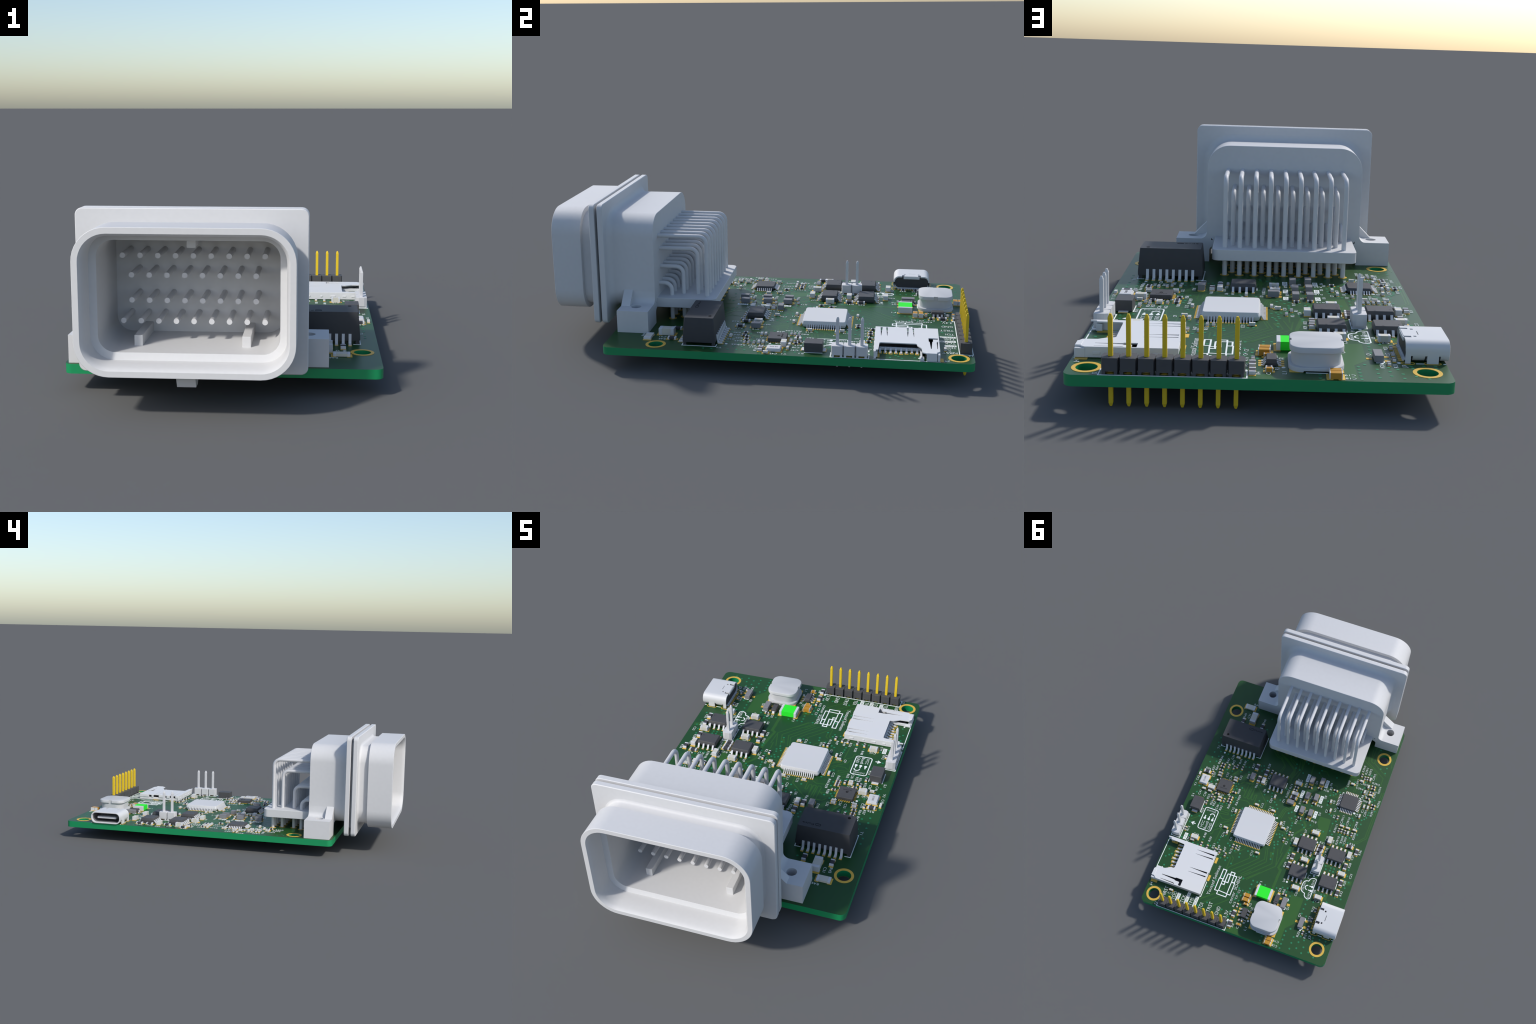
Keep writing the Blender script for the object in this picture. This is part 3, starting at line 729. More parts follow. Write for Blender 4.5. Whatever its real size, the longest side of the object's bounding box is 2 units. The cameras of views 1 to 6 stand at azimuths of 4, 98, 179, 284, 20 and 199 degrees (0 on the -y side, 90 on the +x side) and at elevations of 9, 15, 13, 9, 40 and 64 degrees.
# flat leadless network chip
cx, cy = 0.3950, 0.1115
nb = Shape().box(-2.0 * MM, 2.0 * MM, -2.0 * MM, 2.0 * MM, 0.02 * MM, 0.9 * MM).mesh("network_chip", BLACK, bevel=0.0012, segs=1)
net = obj("network_chip", nb, root, (cx, cy, TOP))
ls = Shape()
for i in range(6):
    p = (-2.5 + i) * 0.5 * MM
    for s in (-1, 1):
        pad(cx + p, cy + s * 2.15 * MM, 0.28 * MM, 0.7 * MM); pad(cx + s * 2.15 * MM, cy + p, 0.7 * MM, 0.28 * MM)
tx = Shape()
write(tx, "MICROCHIP", 0.0, 0.021, pi, 0.007, 0.045, 0.9 * MM - 0.0003, 0.0006)
tx.annulus((0.002, 0.005), 0.0035, 0.007, 0.9 * MM - 0.0003, 0.9 * MM + 0.0004, 16)
obj("chip_marking", tx.mesh("chip_marking", INK), net)
for sx in (-1, 1):
    for sy in (-1, 1):
        silk.strip([(cx + sx * 2.2 * MM, cy + sy * 1.75 * MM), (cx + sx * 2.2 * MM, cy + sy * 2.2 * MM), (cx + sx * 1.75 * MM, cy + sy * 2.2 * MM)], 0.004, TOP - 0.001, TOP + 0.001)

# crystal: white lid on a gold-edged base
cx, cy = 0.5350, 0.1110
yb = Shape().box(-0.0265, 0.0265, -0.0335, 0.0335, 0.001, 0.012).mesh("crystal", PALE, bevel=0.002)
cry = obj("crystal", yb, root, (cx, cy, TOP))
obj("crystal_lid", Shape().box(-0.0235, 0.0235, -0.0305, 0.0305, 0.011, 0.0165).mesh("crystal_lid", WHITE, bevel=0.002), cry)
tx = Shape(); write(tx, "25.000", 0.0, 0.0, -pi / 2, 0.010, 0.036, 0.0163, 0.0006)
obj("crystal_marking", tx.mesh("crystal_marking", DARK), cry)
for sx in (-1, 1):
    for sy in (-1, 1): pad(cx + sx * 0.0175, cy + sy * 0.0255, 0.028, 0.029)

# six-lead regulator, three-lead diode packages
cx, cy = -0.0295, 0.8585
o = obj("regulator_chip", Shape().loft(tapered_body(0.8 * MM, 1.45 * MM, 0.1 * MM, 0.5 * MM, 0.65 * MM, 1.15 * MM, 0.002, 0.002, 0.0012)).mesh("regulator_chip", BLACK, 25), root, (cx, cy, TOP))
ls = Shape()
for sd in ("+x", "-x"): leads_on(ls, sd, 0.78 * MM, [-0.95 * MM, 0, 0.95 * MM], 0.42 * MM, gull(0.68 * MM, 0.5 * MM, 0.35 * MM, 0.14 * MM))
obj("lead", ls.mesh("regulator_lead", LEAD), o, kind="stuff")
for s in (-1, 1):
    for p in (-0.95, 0, 0.95): pad(cx + s * 0.031, cy + p * MM, 0.020, 0.6 * MM)
bar((cx - 0.010, cy + 0.036), (cx + 0.006, cy + 0.036), 0.004)
for (x, y, lands) in [(-0.3735, 0.7945, [(-0.3450, 0.7925), (-0.4020, 0.7725), (-0.4030, 0.8130)]), (-0.2335, 0.7145, [(-0.2050, 0.694), (-0.205, 0.735), (-0.262, 0.7145)])]:
    obj("grey_transistor", Shape().box(-0.0148, 0.0148, -0.0335, 0.0335, 0.002, 0.0235).mesh("grey_transistor", GREY, bevel=0.001, segs=1), root, (x, y, TOP))
    for q in lands: pad(q[0], q[1], 0.019, 0.0145)
    for s in (-1, 1): bar((x + 0.010, y + s * 0.036), (x - 0.016, y + s * 0.036), 0.004); bar((x - 0.0172, y + s * 0.036), (x - 0.0172, y + s * 0.020), 0.004)
cx, cy = -0.1838, 0.7080
o = obj("rectifier_diode", Shape().loft(tapered_body(0.70 * MM, 1.42 * MM, 0.1 * MM, 0.45 * MM, 0.6 * MM, 1.1 * MM, 0.0015, 0.001, 0.001)).mesh("rectifier_diode", BLACK, 25), root, (cx, cy, TOP))
ls = Shape()
for sd in ("+y", "-y"): leads_on(ls, sd, 1.40 * MM, [0.0], 0.62 * MM, gull(0.52 * MM, 0.4 * MM, 0.3 * MM, 0.14 * MM))
obj("lead", ls.mesh("rectifier_lead", LEAD), o, kind="stuff")
for s in (-1, 1): pad(cx, cy + s * 0.0395, 0.017, 0.018)
tx = Shape(); tx.box(-0.010, 0.010, 0.017, 0.0195, 1.08 * MM, 1.115 * MM); obj("cathode_band", tx.mesh("cathode_band", INK), o)

# ------------------------------------------------------------------ network transformer
cx, cy = 0.3900, -0.2365
rows = [(0.75, 0.0), (1.6, 0.0), (5.9, 0.0082), (6.15, 0.0098)]
R = [[(x, y, z * MM) for x, y in rrect(-0.1365 + i, 0.1365 - i, -0.0755 + i * 0.85, 0.0755 - i * 0.85, 0.006, 4)] for z, i in rows]
tb = Shape().loft(R).mesh("network_transformer", DARK, 40)
tf = obj("network_transformer", tb, root, (cx, cy, TOP))
ft = Shape()
for sx in (-1, 1):
    for sy in (-1, 1):
        ft.box(min(sx * 0.1335, sx * 0.118), max(sx * 0.1335, sx * 0.118), min(sy * 0.0725, sy * 0.060), max(sy * 0.0725, sy * 0.060), 0.0003, 0.018)
obj("standoff", ft.mesh("standoff", DARK), tf)
ls = Shape(); pos = [(-3.5 + i) * 1.27 * MM for i in range(8)]
prof = [(-0.006, 0.043), (0.004, 0.043), (0.0105, 0.0075), (0.0275, 0.0065), (0.0275, 0.0012), (0.0065, 0.0012), (0.0, 0.036), (-0.006, 0.036)]
for sd in ("+y", "-y"): leads_on(ls, sd, 0.0745, pos, 0.0115, prof)
obj("lead", ls.mesh("transformer_lead", LEAD), tf, kind="stuff")
for p in pos:
    for s in (-1, 1): pad(cx + p, cy + s * 0.0950, 0.0145, 0.024)
mk = Shape().cyl((0.0955, 0.047), 0.0075, 6.1 * MM, 6.18 * MM, 18)
mk.annulus((-0.0330, -0.041), 0.0058, 0.0075, 6.1 * MM, 6.18 * MM, 24, 0.007)
write(mk, "Pulse", -0.081, -0.0425, pi, 0.0105, 0.056, 6.13 * MM, 0.0008)
obj("maker_marking", mk.mesh("maker_marking", INK), tf)
for sx in (-1, 1):
    X = cx + sx * 0.1375
    silk.strip([(cx + sx * 0.1085, cy - 0.0785), (X, cy - 0.0785), (X, cy + 0.0785), (cx + sx * 0.1085, cy + 0.0785)], 0.0042, TOP - 0.001, TOP + 0.001)

# ------------------------------------------------------------------ power inductor
cx, cy = -0.1690, 0.8500
def sq(h, r, z): return [(x, y, z) for x, y in rrect(-h, h, -h, h, r, 12)]
ind = obj("power_inductor", Shape().loft([sq(0.0775, 0.050, 0.012), sq(0.0775, 0.050, 0.064)]).mesh("power_inductor", FERRITE, 40), root, (cx, cy, TOP))
topc = Shape().loft([sq(0.0800, 0.038, 0.0605), sq(0.0845, 0.042, 0.0620), sq(0.0845, 0.042, 0.0775), sq(0.0835, 0.041, 0.0792), sq(0.0815, 0.039, 0.0800)]).mesh("core_cap", FERRITE, 40)
nick = [Shape().box(s * 0.0845 - 0.0062, s * 0.0845 + 0.0062, -0.010, 0.010, 0.05, 0.09).mesh("nick", FERRITE) for s in (-1, 1)]
obj("core_cap", carve(topc, nick, "core_cap", FERRITE, 40), ind)
basec = Shape().loft([sq(0.0870, 0.047, 0.0012), sq(0.0870, 0.047, 0.0150), sq(0.0860, 0.046, 0.0162)]).mesh("core_base", FERRITE, 40)
slot = [Shape().prism([(-0.047, -0.01), (0.047, -0.01), (0.040, 0.0055), (-0.040, 0.0055)], "y", -0.2, 0.2).mesh("slot", FERRITE)]
obj("core_base", carve(basec, slot, "core_base", FERRITE, 40), ind)
for s in (-1, 1): pad(cx + s * 0.0630, cy, 0.043, 0.169)
for s in (-1, 1): bar((cx - 0.034, cy + s * 0.0885), (cx + 0.034, cy + s * 0.0885), 0.0042)

# ------------------------------------------------------------------ tact switch block
cx, cy = 0.5125, 0.2900
sw = obj("push_switch", Shape().box(-0.0320, 0.0320, -0.0415, 0.0415, 0.001, 0.0440).mesh("push_switch", BLACK, bevel=0.0012, segs=1), root, (cx, cy, TOP))
ls = Shape()
for s in (-1, 1):
    ls.box(-0.018, 0.018, min(s * 0.040, s * 0.0545), max(s * 0.040, s * 0.0545), 0.0012, 0.0045)
    pad(cx, cy + s * 0.0490, 0.036, 0.018)
obj("lead", ls.mesh("switch_lead", LEAD), sw)
bar((cx - 0.0355, cy - 0.042), (cx - 0.0355, cy + 0.042), 0.0042); bar((cx + 0.0355, cy - 0.042), (cx + 0.0355, cy + 0.042), 0.0042)

# ------------------------------------------------------------------ pin headers
P = 2.54 * MM
def pin_mesh(name, zlo, zhi, mat, w=0.64 * MM):
    h = w / 2; t = w * 0.24; e = w * 0.85
    q = lambda a, z: [(-a, -a, z), (a, -a, z), (a, a, z), (-a, a, z)]
    return Shape().loft([q(t, zlo), q(h, zlo + e), q(h, zhi - e), q(t, zhi)]).mesh(name, mat, bevel=0.0006, segs=1)

def header(name, x, y, n, along, mat, pinmat, zlo, zhi):
    hous = Shape(); c = 0.0058; hx = P / 2 - 0.0004; hy = 1.2 * MM
    for i in range(n):
        d = (i - (n - 1) / 2) * P
        cx_, cy_ = 0.0044, 0.0130
        o8 = [(hx, -hy + cy_), (hx, hy - cy_), (hx - cx_, hy), (-hx + cx_, hy), (-hx, hy - cy_), (-hx, -hy + cy_), (-hx + cx_, -hy), (hx - cx_, -hy)]
        hous.loft([[(d + a, b, z) for a, b in o8] for z in (0.0092, 0.0505)] + [[(d + a * 0.975, b * 0.975, 0.0515) for a, b in o8]])
        for s in (-1, 1):
            hous.box(d + s * 0.0182 - 0.0050, d + s * 0.0182 + 0.0050, -hy + 0.0003, hy - 0.0003, 0.0004, 0.0096)
    o = obj(name, hous.mesh(name + "_housing", mat), root, (x, y, TOP), 0 if along == "x" else pi / 2)
    pm = pin_mesh(name + "_pin", zlo - TOP, zhi - TOP, pinmat)
    for i in range(n):
        d = (i - (n - 1) / 2) * P
        obj("header_pin", pm, o, (d, 0, 0))
        if along == "x":
            pads.annulus((x + d, y), 0.0095, 0.0185, TOP - 0.001, TOP + 0.0012); pads.annulus((x + d, y), 0.0095, 0.0185, BOT - 0.0012, BOT + 0.001)
        else:
            pads.annulus((x, y + d), 0.0095, 0.0185, TOP - 0.001, TOP + 0.0012); pads.annulus((x, y + d), 0.0095, 0.0185, BOT - 0.0012, BOT + 0.001)
    return o
header("black_pin_header", 0.2664, 0.9657, 8, "x", BLACK, PINGOLD, 0.0, 0.2927)
header("white_pin_header", 0.5613, 0.4530, 3, "y", WHITE, PINWHITE, 0.056, 0.2890)
header("small_white_pin_header", -0.3465, 0.4155, 2, "y", WHITE, PINWHITE, 0.056, 0.2910)
silk.strip([(0.4900, 0.9375), (0.0448, 0.9375), (0.0448, 0.9968), (0.4900, 0.9968)], 0.0042, TOP - 0.001, TOP + 0.001, True)
silk.strip([(0.5322, 0.3690), (0.5895, 0.3690), (0.5895, 0.5385), (0.5322, 0.5385)], 0.0042, TOP - 0.001, TOP + 0.001, True)
silk.strip([(-0.3190, 0.3575), (-0.3740, 0.3575), (-0.3740, 0.4735), (-0.3190, 0.4735)], 0.0042, TOP - 0.001, TOP + 0.001, True)

# ------------------------------------------------------------------ small round-edged data port (opening faces -x)
X0, X1, Y0, Y1, Z0, Z1 = -0.5983, -0.4565, 0.6365, 0.8290, 0.1120, 0.1828
W = 0.0066
def pr(x, i, r): return [(x, y, z) for y, z in rrect(Y0 + i, Y1 - i, Z0 + i, Z1 - i, r, 10)]
ring = [pr(X0 + 0.001, 0, 0.031), pr(X1, 0, 0.031), pr(X1, W, 0.031 - W), pr(X0 + 0.001, W, 0.031 - W), pr(X0, W - 0.0015, 0.031 - W), pr(X0, 0.0015, 0.031), pr(X0 + 0.001, 0, 0.031)]
tube = Shape().loft(ring, False, False).mesh("data_port_shell", PORT, 35)
cuts = []
for (a, b, c, d) in [(-0.4800, -0.44, 0.6815, 0.6945), (-0.4800, -0.44, 0.7680, 0.7825), (-0.497, -0.4875, 0.6905, 0.7005), (-0.497, -0.4875, 0.7665, 0.7765), (-0.5075, -0.5045, 0.7170, 0.7540)]:
    cuts.append(Shape().box(a, b, c, d, 0.165, 0.20).mesh("cut", PORT))
for s in (0, 1):
    for (a, b) in [(-0.4805, -0.4738), (-0.5265, -0.5195), (-0.5700, -0.5635)]:
        y = Y0 - 0.01 if s == 0 else Y1 - 0.04
        cuts.append(Shape().box(a, b, y, y + 0.05, 0.10, 0.1345).mesh("cut", PORT))
port = obj("data_port", carve(tube, cuts, "data_port_shell", PORT, 35), root)
blk = Shape().loft([[(x, y, z) for y, z in rrect(Y0 + W - 0.0003, Y1 - W + 0.0003, Z0 + W - 0.0003, Z1 - W + 0.0003, 0.024, 8)] for x in (-0.512, X1 - 0.004)])
obj("port_insulator", blk.mesh("port_insulator", DARK, 35), port)
tg = Shape().box(-0.576, -0.50, 0.6720, 0.7960, 0.1385, 0.1515)
obj("port_tongue", tg.mesh("port_tongue", PALE, bevel=0.003), port)
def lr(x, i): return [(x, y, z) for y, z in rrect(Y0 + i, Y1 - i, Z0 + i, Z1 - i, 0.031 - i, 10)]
inner_band = Shape().loft([lr(-0.582, W - 0.0003), lr(-0.582, W + 0.0012), lr(-0.511, W + 0.0012), lr(-0.511, W - 0.0003), lr(-0.582, W - 0.0003)], False, False)
obj("grey_inner_band", inner_band.mesh("grey_inner_band", INNER_GREY, 35), port)
lg = Shape()
for y in (Y0 - 0.0003, Y1 - W + 0.0003):
    lg.box(-0.4738, -0.4565, y, y + W, 0.095, 0.150)
    lg.box(-0.5635, -0.5265, y, y + W, 0.095, 0.150)
lg.box(X1 - 0.0003, X1 + 0.003, 0.690, 0.775, 0.168, 0.181)
obj("shell_tab", lg.mesh("shell_tab", PORT), port)
cl = Shape()
for i in range(12):
    w = 0.012 if i in (0, 1, 10, 11) else 0.0062
    y = 0.6640 + {0: 0, 1: 0.0152, 10: 0.1220, 11: 0.1375}.get(i, 0.030 + (i - 2) * 0.0110)
    pad(-0.4470, y, 0.017, w); cl.box(-0.4568, -0.4505, y - w * 0.4, y + w * 0.4, TOP + 0.001, TOP + 0.006)
obj("port_contact", cl.mesh("port_contact", LEAD), port, kind="stuff")
for y in (0.6375, 0.8280):
    pads.annulus((-0.4655, y), 0.0075, 0.0105, TOP - 0.001, TOP + 0.0012, 24, 0.0125)
    pads.annulus((-0.5450, y), 0.0075, 0.0105, TOP - 0.001, TOP + 0.0012, 24, 0.0180)
    bar((-0.4915, y + 0.003), (-0.5190, y + 0.003), 0.004); bar((-0.5790, y + 0.003), (-0.5875, y + 0.003), 0.004)

# ------------------------------------------------------------------ memory card socket
ZT = 0.1472; ZB = TOP + 0.002; TK = 0.0045
def rot_rect(x0, x1, y0, y1): return [(x0, y0), (x1, y0), (x1, y1), (x0, y1)]
outline = [(0.2665, 0.5600), (0.5700, 0.5600), (0.5880, 0.5625), (0.5880, 0.5680), (0.5680, 0.5690), (0.5650, 0.5790), (0.4800, 0.5825), (0.4745, 0.5880),
           (0.4740, 0.7430), (0.4790, 0.7490), (0.4960, 0.7500), (0.5295, 0.7690), (0.5780, 0.7715), (0.5880, 0.7900), (0.5900, 0.8340), (0.5720, 0.8360), (0.5575, 0.8480),
           (0.2640, 0.8480), (0.2640, 0.8360), (0.2660, 0.7800), (0.2625, 0.7780), (0.2625, 0.7600), (0.2665, 0.7580), (0.2665, 0.6680), (0.2625, 0.6660), (0.2625, 0.6480), (0.2665, 0.6460)]
def finger(y0, y1, xa, xb, t0, t1):
    """Spring finger: two thin slits that widen toward the free end."""
    return [[(xa, y0), (xb, y0 - t0), (xb, y0 + t1), (xa, y0 + 0.0012)], [(xa, y1), (xb, y1 - t1), (xb, y1 + t0 * 0.5), (xa, y1 + 0.0012)]]
holes = finger(0.5870, 0.6150, 0.3880, 0.2735, 0.004, 0.0060) + finger(0.7085, 0.7365, 0.3880, 0.2735, 0.004, 0.0060)
holes += [[(0.5310, 0.8090), (0.4440, 0.8055), (0.4390, 0.8015), (0.3955, 0.8015), (0.3955, 0.8435), (0.4120, 0.8435), (0.4120, 0.8215), (0.4370, 0.8215), (0.4440, 0.8175), (0.5310, 0.8120)],
          [(0.5300, 0.8370), (0.4460, 0.8365), (0.4360, 0.8415), (0.4360, 0.8450), (0.4460, 0.8425), (0.5300, 0.8392)]]
sd = obj("card_socket", plate_mesh("card_socket_cover", [outline] + holes, ZT - TK, ZT, SHELL, 25), root)
wl = Shape()
wl.box(0.2640, 0.5690, 0.5592, 0.5640, ZB, ZT - 0.0005)                     # wall facing -y
wl.box(0.2640, 0.5560, 0.8440, 0.8488, ZB, ZT - 0.0005)                     # wall facing +y
for (a, b) in [(0.5600, 0.5830), (0.6240, 0.6480), (0.6660, 0.7060), (0.7450, 0.7600), (0.7780, 0.8480)]:
    wl.box(0.2632, 0.2672, a, b, ZT - 0.020, ZT - 0.0007)
wl.box(0.5560, 0.5900, 0.8375, 0.8486, ZB, ZT - 0.005); wl.box(0.5705, 0.5905, 0.7900, 0.8350, ZB, ZT + 0.0015)
wl.box(0.5480, 0.5700, 0.5600, 0.5760, ZB, ZT - 0.010)
wl.box(0.5640, 0.5860, 0.5600, 0.5700, ZB, ZB + 0.006)
obj("socket_wall", wl.mesh("socket_wall", SHELL, bevel=0.0012, segs=1), sd)
flo = Shape().box(0.2765, 0.4690, 0.5660, 0.8420, ZB, ZB + 0.0080).box(0.4690, 0.5540, 0.7860, 0.8420, ZB, ZB + 0.0080)
obj("socket_floor", flo.mesh("socket_floor", DARK), sd)  # pale floor coloured dark to paint in the shadow under the cover slits
ins = Shape().box(0.4690, 0.4765, 0.5660, 0.7640, ZB, ZB + 0.0085)
ins.box(0.2668, 0.2760, 0.5655, 0.8425, ZB, ZT - 0.0195)
ins.box(0.4740, 0.5880, 0.7640, 0.7720, ZB, ZB + 0.0160).box(0.5600, 0.5890, 0.7600, 0.7800, ZB, ZB + 0.010)
ins.box(0.4700, 0.4790, 0.5830, 0.7640, ZB, ZB + 0.0140)
obj("socket_insulator", ins.mesh("socket_insulator", SHELL, bevel=0.001, segs=1), sd)
tabs = Shape()
for (y0, y1) in [(0.5632, 0.5825), (0.6250, 0.6445), (0.7430, 0.7625), (0.6660, 0.6760)]: pass
for k, (x, w) in enumerate([(0.305, 0.022), (0.372, 0.010), (0.428, 0.024), (0.485, 0.018), (0.53, 0.02)]):
    tabs.box(x - w / 2, x + w / 2, 0.5572, 0.5600, ZT - 0.024, ZT - 0.016)
for (x, w) in [(0.520, 0.024), (0.33, 0.03)]:
    tabs.box(x - w / 2, x + w / 2, 0.8480, 0.8506, ZT - 0.026, ZT - 0.016)
obj("latch_tab", tabs.mesh("latch_tab", SHELL, bevel=0.001, segs=1), sd)
ct = Shape()
for i in range(8):
    y = 0.5862 + i * 1.1 * MM; x = (0.5172, 0.5172, 0.5213, 0.5152, 0.5213, 0.5161, 0.5090, 0.5170)[i]
    pad(x - 0.013, y, 0.030, 0.0165)
    ct.prism([(0.4700, ZB + 0.014), (0.4850, ZB + 0.012), (0.4930, TOP + 0.005), (x - 0.005, TOP + 0.0045), (x - 0.005, TOP + 0.0012), (0.4880, TOP + 0.0012), (0.4800, ZB + 0.006), (0.4700, ZB + 0.009)], "y", y - 0.0045, y + 0.0045)
obj("socket_contact", ct.mesh("socket_contact", LEAD), sd, kind="stuff")
for (x, y, w, h) in [(0.5460, 0.5760, 0.040, 0.019), (0.5675, 0.8560, 0.040, 0.016), (0.2565, 0.6010, 0.014, 0.039), (0.2565, 0.7235, 0.014, 0.039)]: pad(x, y, w, h)
silk.strip([(0.5885, 0.5560), (0.5895, 0.8500)], 0.0040, TOP - 0.001, TOP + 0.001)
silk.strip([(0.2600, 0.7500), (0.2598, 0.8520), (0.2700, 0.8520)], 0.0040, TOP - 0.001, TOP + 0.001)
dot(0.5560, 0.7590, 0.005); silk.strip([(0.262, 0.556), (0.262, 0.565)], 0.004, TOP - 0.001, TOP + 0.001)

# ------------------------------------------------------------------ big plug connector
CX = -0.0888
def mx(x): return 2 * CX - x

def sec(y, x0, x1, z0, z1, r, inset=0.0, n=10):
    return [(x, y, z) for x, z in rrect(x0 + inset, x1 - inset, z0 + inset, z1 - inset, max(r - inset, 0.012), n)]

# front shroud: neck, lip, rim and stepped cavity in one closed skin
SX0, SX1, SZ0, SZ1, SR = -0.4627, 0.2852, 0.1577, 0.6672, 0.118
S = lambda y, i, r=SR: sec(y, SX0, SX1, SZ0, SZ1, r, i)
rings = [S(-0.5670, 0.053), S(-0.7820, 0.053), S(-0.7820, -0.010)]
for k in range(6):
    a = radians(90 * k / 5)
    rings.append(S(-0.797 - 0.013 * (1 - cos(a)), 0.023 - 0.013 * (1 - sin(a))))
rings += [S(-0.8555, 0.023), S(-0.8565, 0.0015), S(-0.858, 0.0), S(-0.9985, 0.0), S(-1.0, 0.0015), S(-1.0, 0.0215), S(-0.9990, 0.0225),
          S(-0.9800, 0.0325), S(-0.8935, 0.0325), S(-0.8870, 0.0580), S(-0.5700, 0.0585)]
plug = obj("plug_connector", Shape().loft(rings).mesh("connector_shroud", WHITE, 28), root)

# twin sealing flange with the groove between
F = lambda y, i: sec(y, -0.4982, 0.3225, 0.1195, 0.7090, 0.026, i, 6)
fl = [F(-0.735, 0.085), F(-0.792, 0.085), F(-0.797, 0.080), F(-0.797, 0.003), F(-0.794, 0.0), F(-0.773, 0.0), F(-0.7705, 0.002), F(-0.7705, 0.042), F(-0.7570, 0.042), F(-0.7570, 0.002), F(-0.7545, 0.0), F(-0.7330, 0.0), F(-0.7302, 0.003), F(-0.7302, 0.080), F(-0.735, 0.085)]
obj("sealing_flange", Shape().loft(fl, False, False).mesh("sealing_flange", WHITE, 28), plug)

# rear body, blended into the flange
B = lambda y, i: sec(y, -0.4362, 0.2590, 0.1800, 0.6425, 0.100, i)
rb = [B(-0.5650, 0.025), B(-0.7400, 0.025), B(-0.7400, -0.030)]
for k in range(7):
    a = radians(90 * k / 6)
    rb.append(B(-0.7302 + 0.030 * (1 - cos(a)), -0.030 * (1 - sin(a))))
rb += [B(-0.5085, 0.0), B(-0.5070, 0.0015)]
obj("connector_body", Shape().loft(rb).mesh("connector_body", WHITE, 28), plug)

# mounting ears: foot block, concave blend into the body, screw hole, gusset
prof = [(0.2470, TOP + 0.0005), (0.3970, TOP + 0.0005), (0.3970, 0.2165)] + arc(0.2885, 0.2465, 0.030, 270, 180, 8) + [(0.2585, 0.3000), (0.2385, 0.3000), (0.2385, 0.2100), (0.1500, 0.2100), (0.1500, 0.1830)] + arc(0.2250, 0.1610, 0.0220, 90, 0, 6)
for side in (0, 1):
    pts = prof if side == 0 else [(mx(x), z) for x, z in prof]
    ear = Shape().prism(pts, "y", -0.6585, -0.5074).mesh("ear", WHITE)
    hx = 0.3225 if side == 0 else mx(0.3225) + 0.002
    cut = Shape().cyl((hx, -0.5835), 0.0245, 0.135, 0.30, 28).mesh("cut", WHITE)
    ear = carve(ear, [cut], "mounting_ear", WHITE, 28)
    e = obj("mounting_ear", ear, plug)
    g = [(0.2500, 0.2890), (0.3225, 0.2160), (0.2500, 0.2160)]
    g = g if side == 0 else [(mx(x), z) for x, z in g]
    obj("gusset", Shape().prism(g, "y", -0.6588, -0.6155).mesh("gusset", WHITE), plug)

# pin guide plate
gp = [(0.2195, -0.5150), (0.2195, -0.2470)] + arc(0.1895, -0.2465, 0.030, 0, 90, 8) + arc(-0.3685, -0.2465, 0.030, 90, 180, 8) + [(-0.3985, -0.5150)]
obj("pin_guide", Shape().prism(gp, "z", 0.1835, 0.2312).mesh("pin_guide", WHITE, 28, bevel=0.0015, segs=1), plug)

# keying ribs inside the shroud and the latch below it
rib = Shape().box(0.0887, 0.1197, -0.792, -0.560, 0.190, 0.2540).box(mx(0.1197) + 0.0005, mx(0.0887), -0.792, -0.560, 0.190, 0.2540)
rib.box(-0.1055, -0.0735, -0.792, -0.560, 0.5700, 0.618)
obj("keying_rib", rib.mesh("keying_rib", WHITE, bevel=0.001, segs=1), plug)
lt = [(-0.970, 0.1600), (-0.944, 0.1130), (-0.905, 0.1130), (-0.890, 0.125), (-0.890, 0.1600)]
obj("latch_wedge", Shape().prism(lt, "x", -0.1217, -0.0560).mesh("latch_wedge", WHITE), plug)

# contact pins: straight in the shroud, bent down through the guide into the board
PITCH = 3.0 * MM
for (z, yb, n) in [(0.532, -0.2685, 9), (0.461, -0.3190, 8), (0.369, -0.3920, 8), (0.293, -0.4445, 9)]:
    r = 0.036
    path = [(0, -0.7335, z), (0, -0.7325, z), (0, -0.57, z), (0, yb - r, z)]
    path += [(0, yb - r + r * sin(radians(a)), z - r + r * cos(radians(a))) for a in range(15, 91, 15)]
    path += [(0, yb, 0.2), (0, yb, 0.062), (0, yb, 0.058)]
    pm = Shape().tube(path, 0.0102, 14).mesh("contact_pin", PINWHITE, 40)
    for i in range(n):
        x = -0.0900 + (i - (n - 1) / 2) * PITCH
        obj("contact_pin", pm, plug, (x, 0, 0))
        pads.annulus((x, yb), 0.0108, 0.0195, TOP - 0.001, TOP + 0.0012, 24)
        pads.annulus((x, yb), 0.0108, 0.0195, BOT - 0.0012, BOT + 0.001, 24)

obj("solder_pad", pads.mesh("solder_pad", GOLD), board, kind="stuff")

# ------------------------------------------------------------------ white print
for t, o, x, y in LABELS:
    write(silk, t, x, y, TURN[o], 0.0135, len(t) * 0.0110 if "/" not in t else len(t) * 0.0096)
for x, y in [(0.002, 0.2004), (0.1197, 0.0488), (-0.2924, 0.2675), (-0.2027, 0.5783), (-0.4961, 0.4701), (-0.3468, 0.4843), (-0.4465, -0.0044), (0.4860, -0.1162), (0.4570, 0.0825),
             (0.0492, 0.9292), (-0.0675, 0.8944), (-0.3816, 0.8373), (-0.4373, 0.8276)]:
    dot(x, y)
obj("silkscreen_label", silk.mesh("silkscreen_label", INKWHITE), board, kind="stuff")

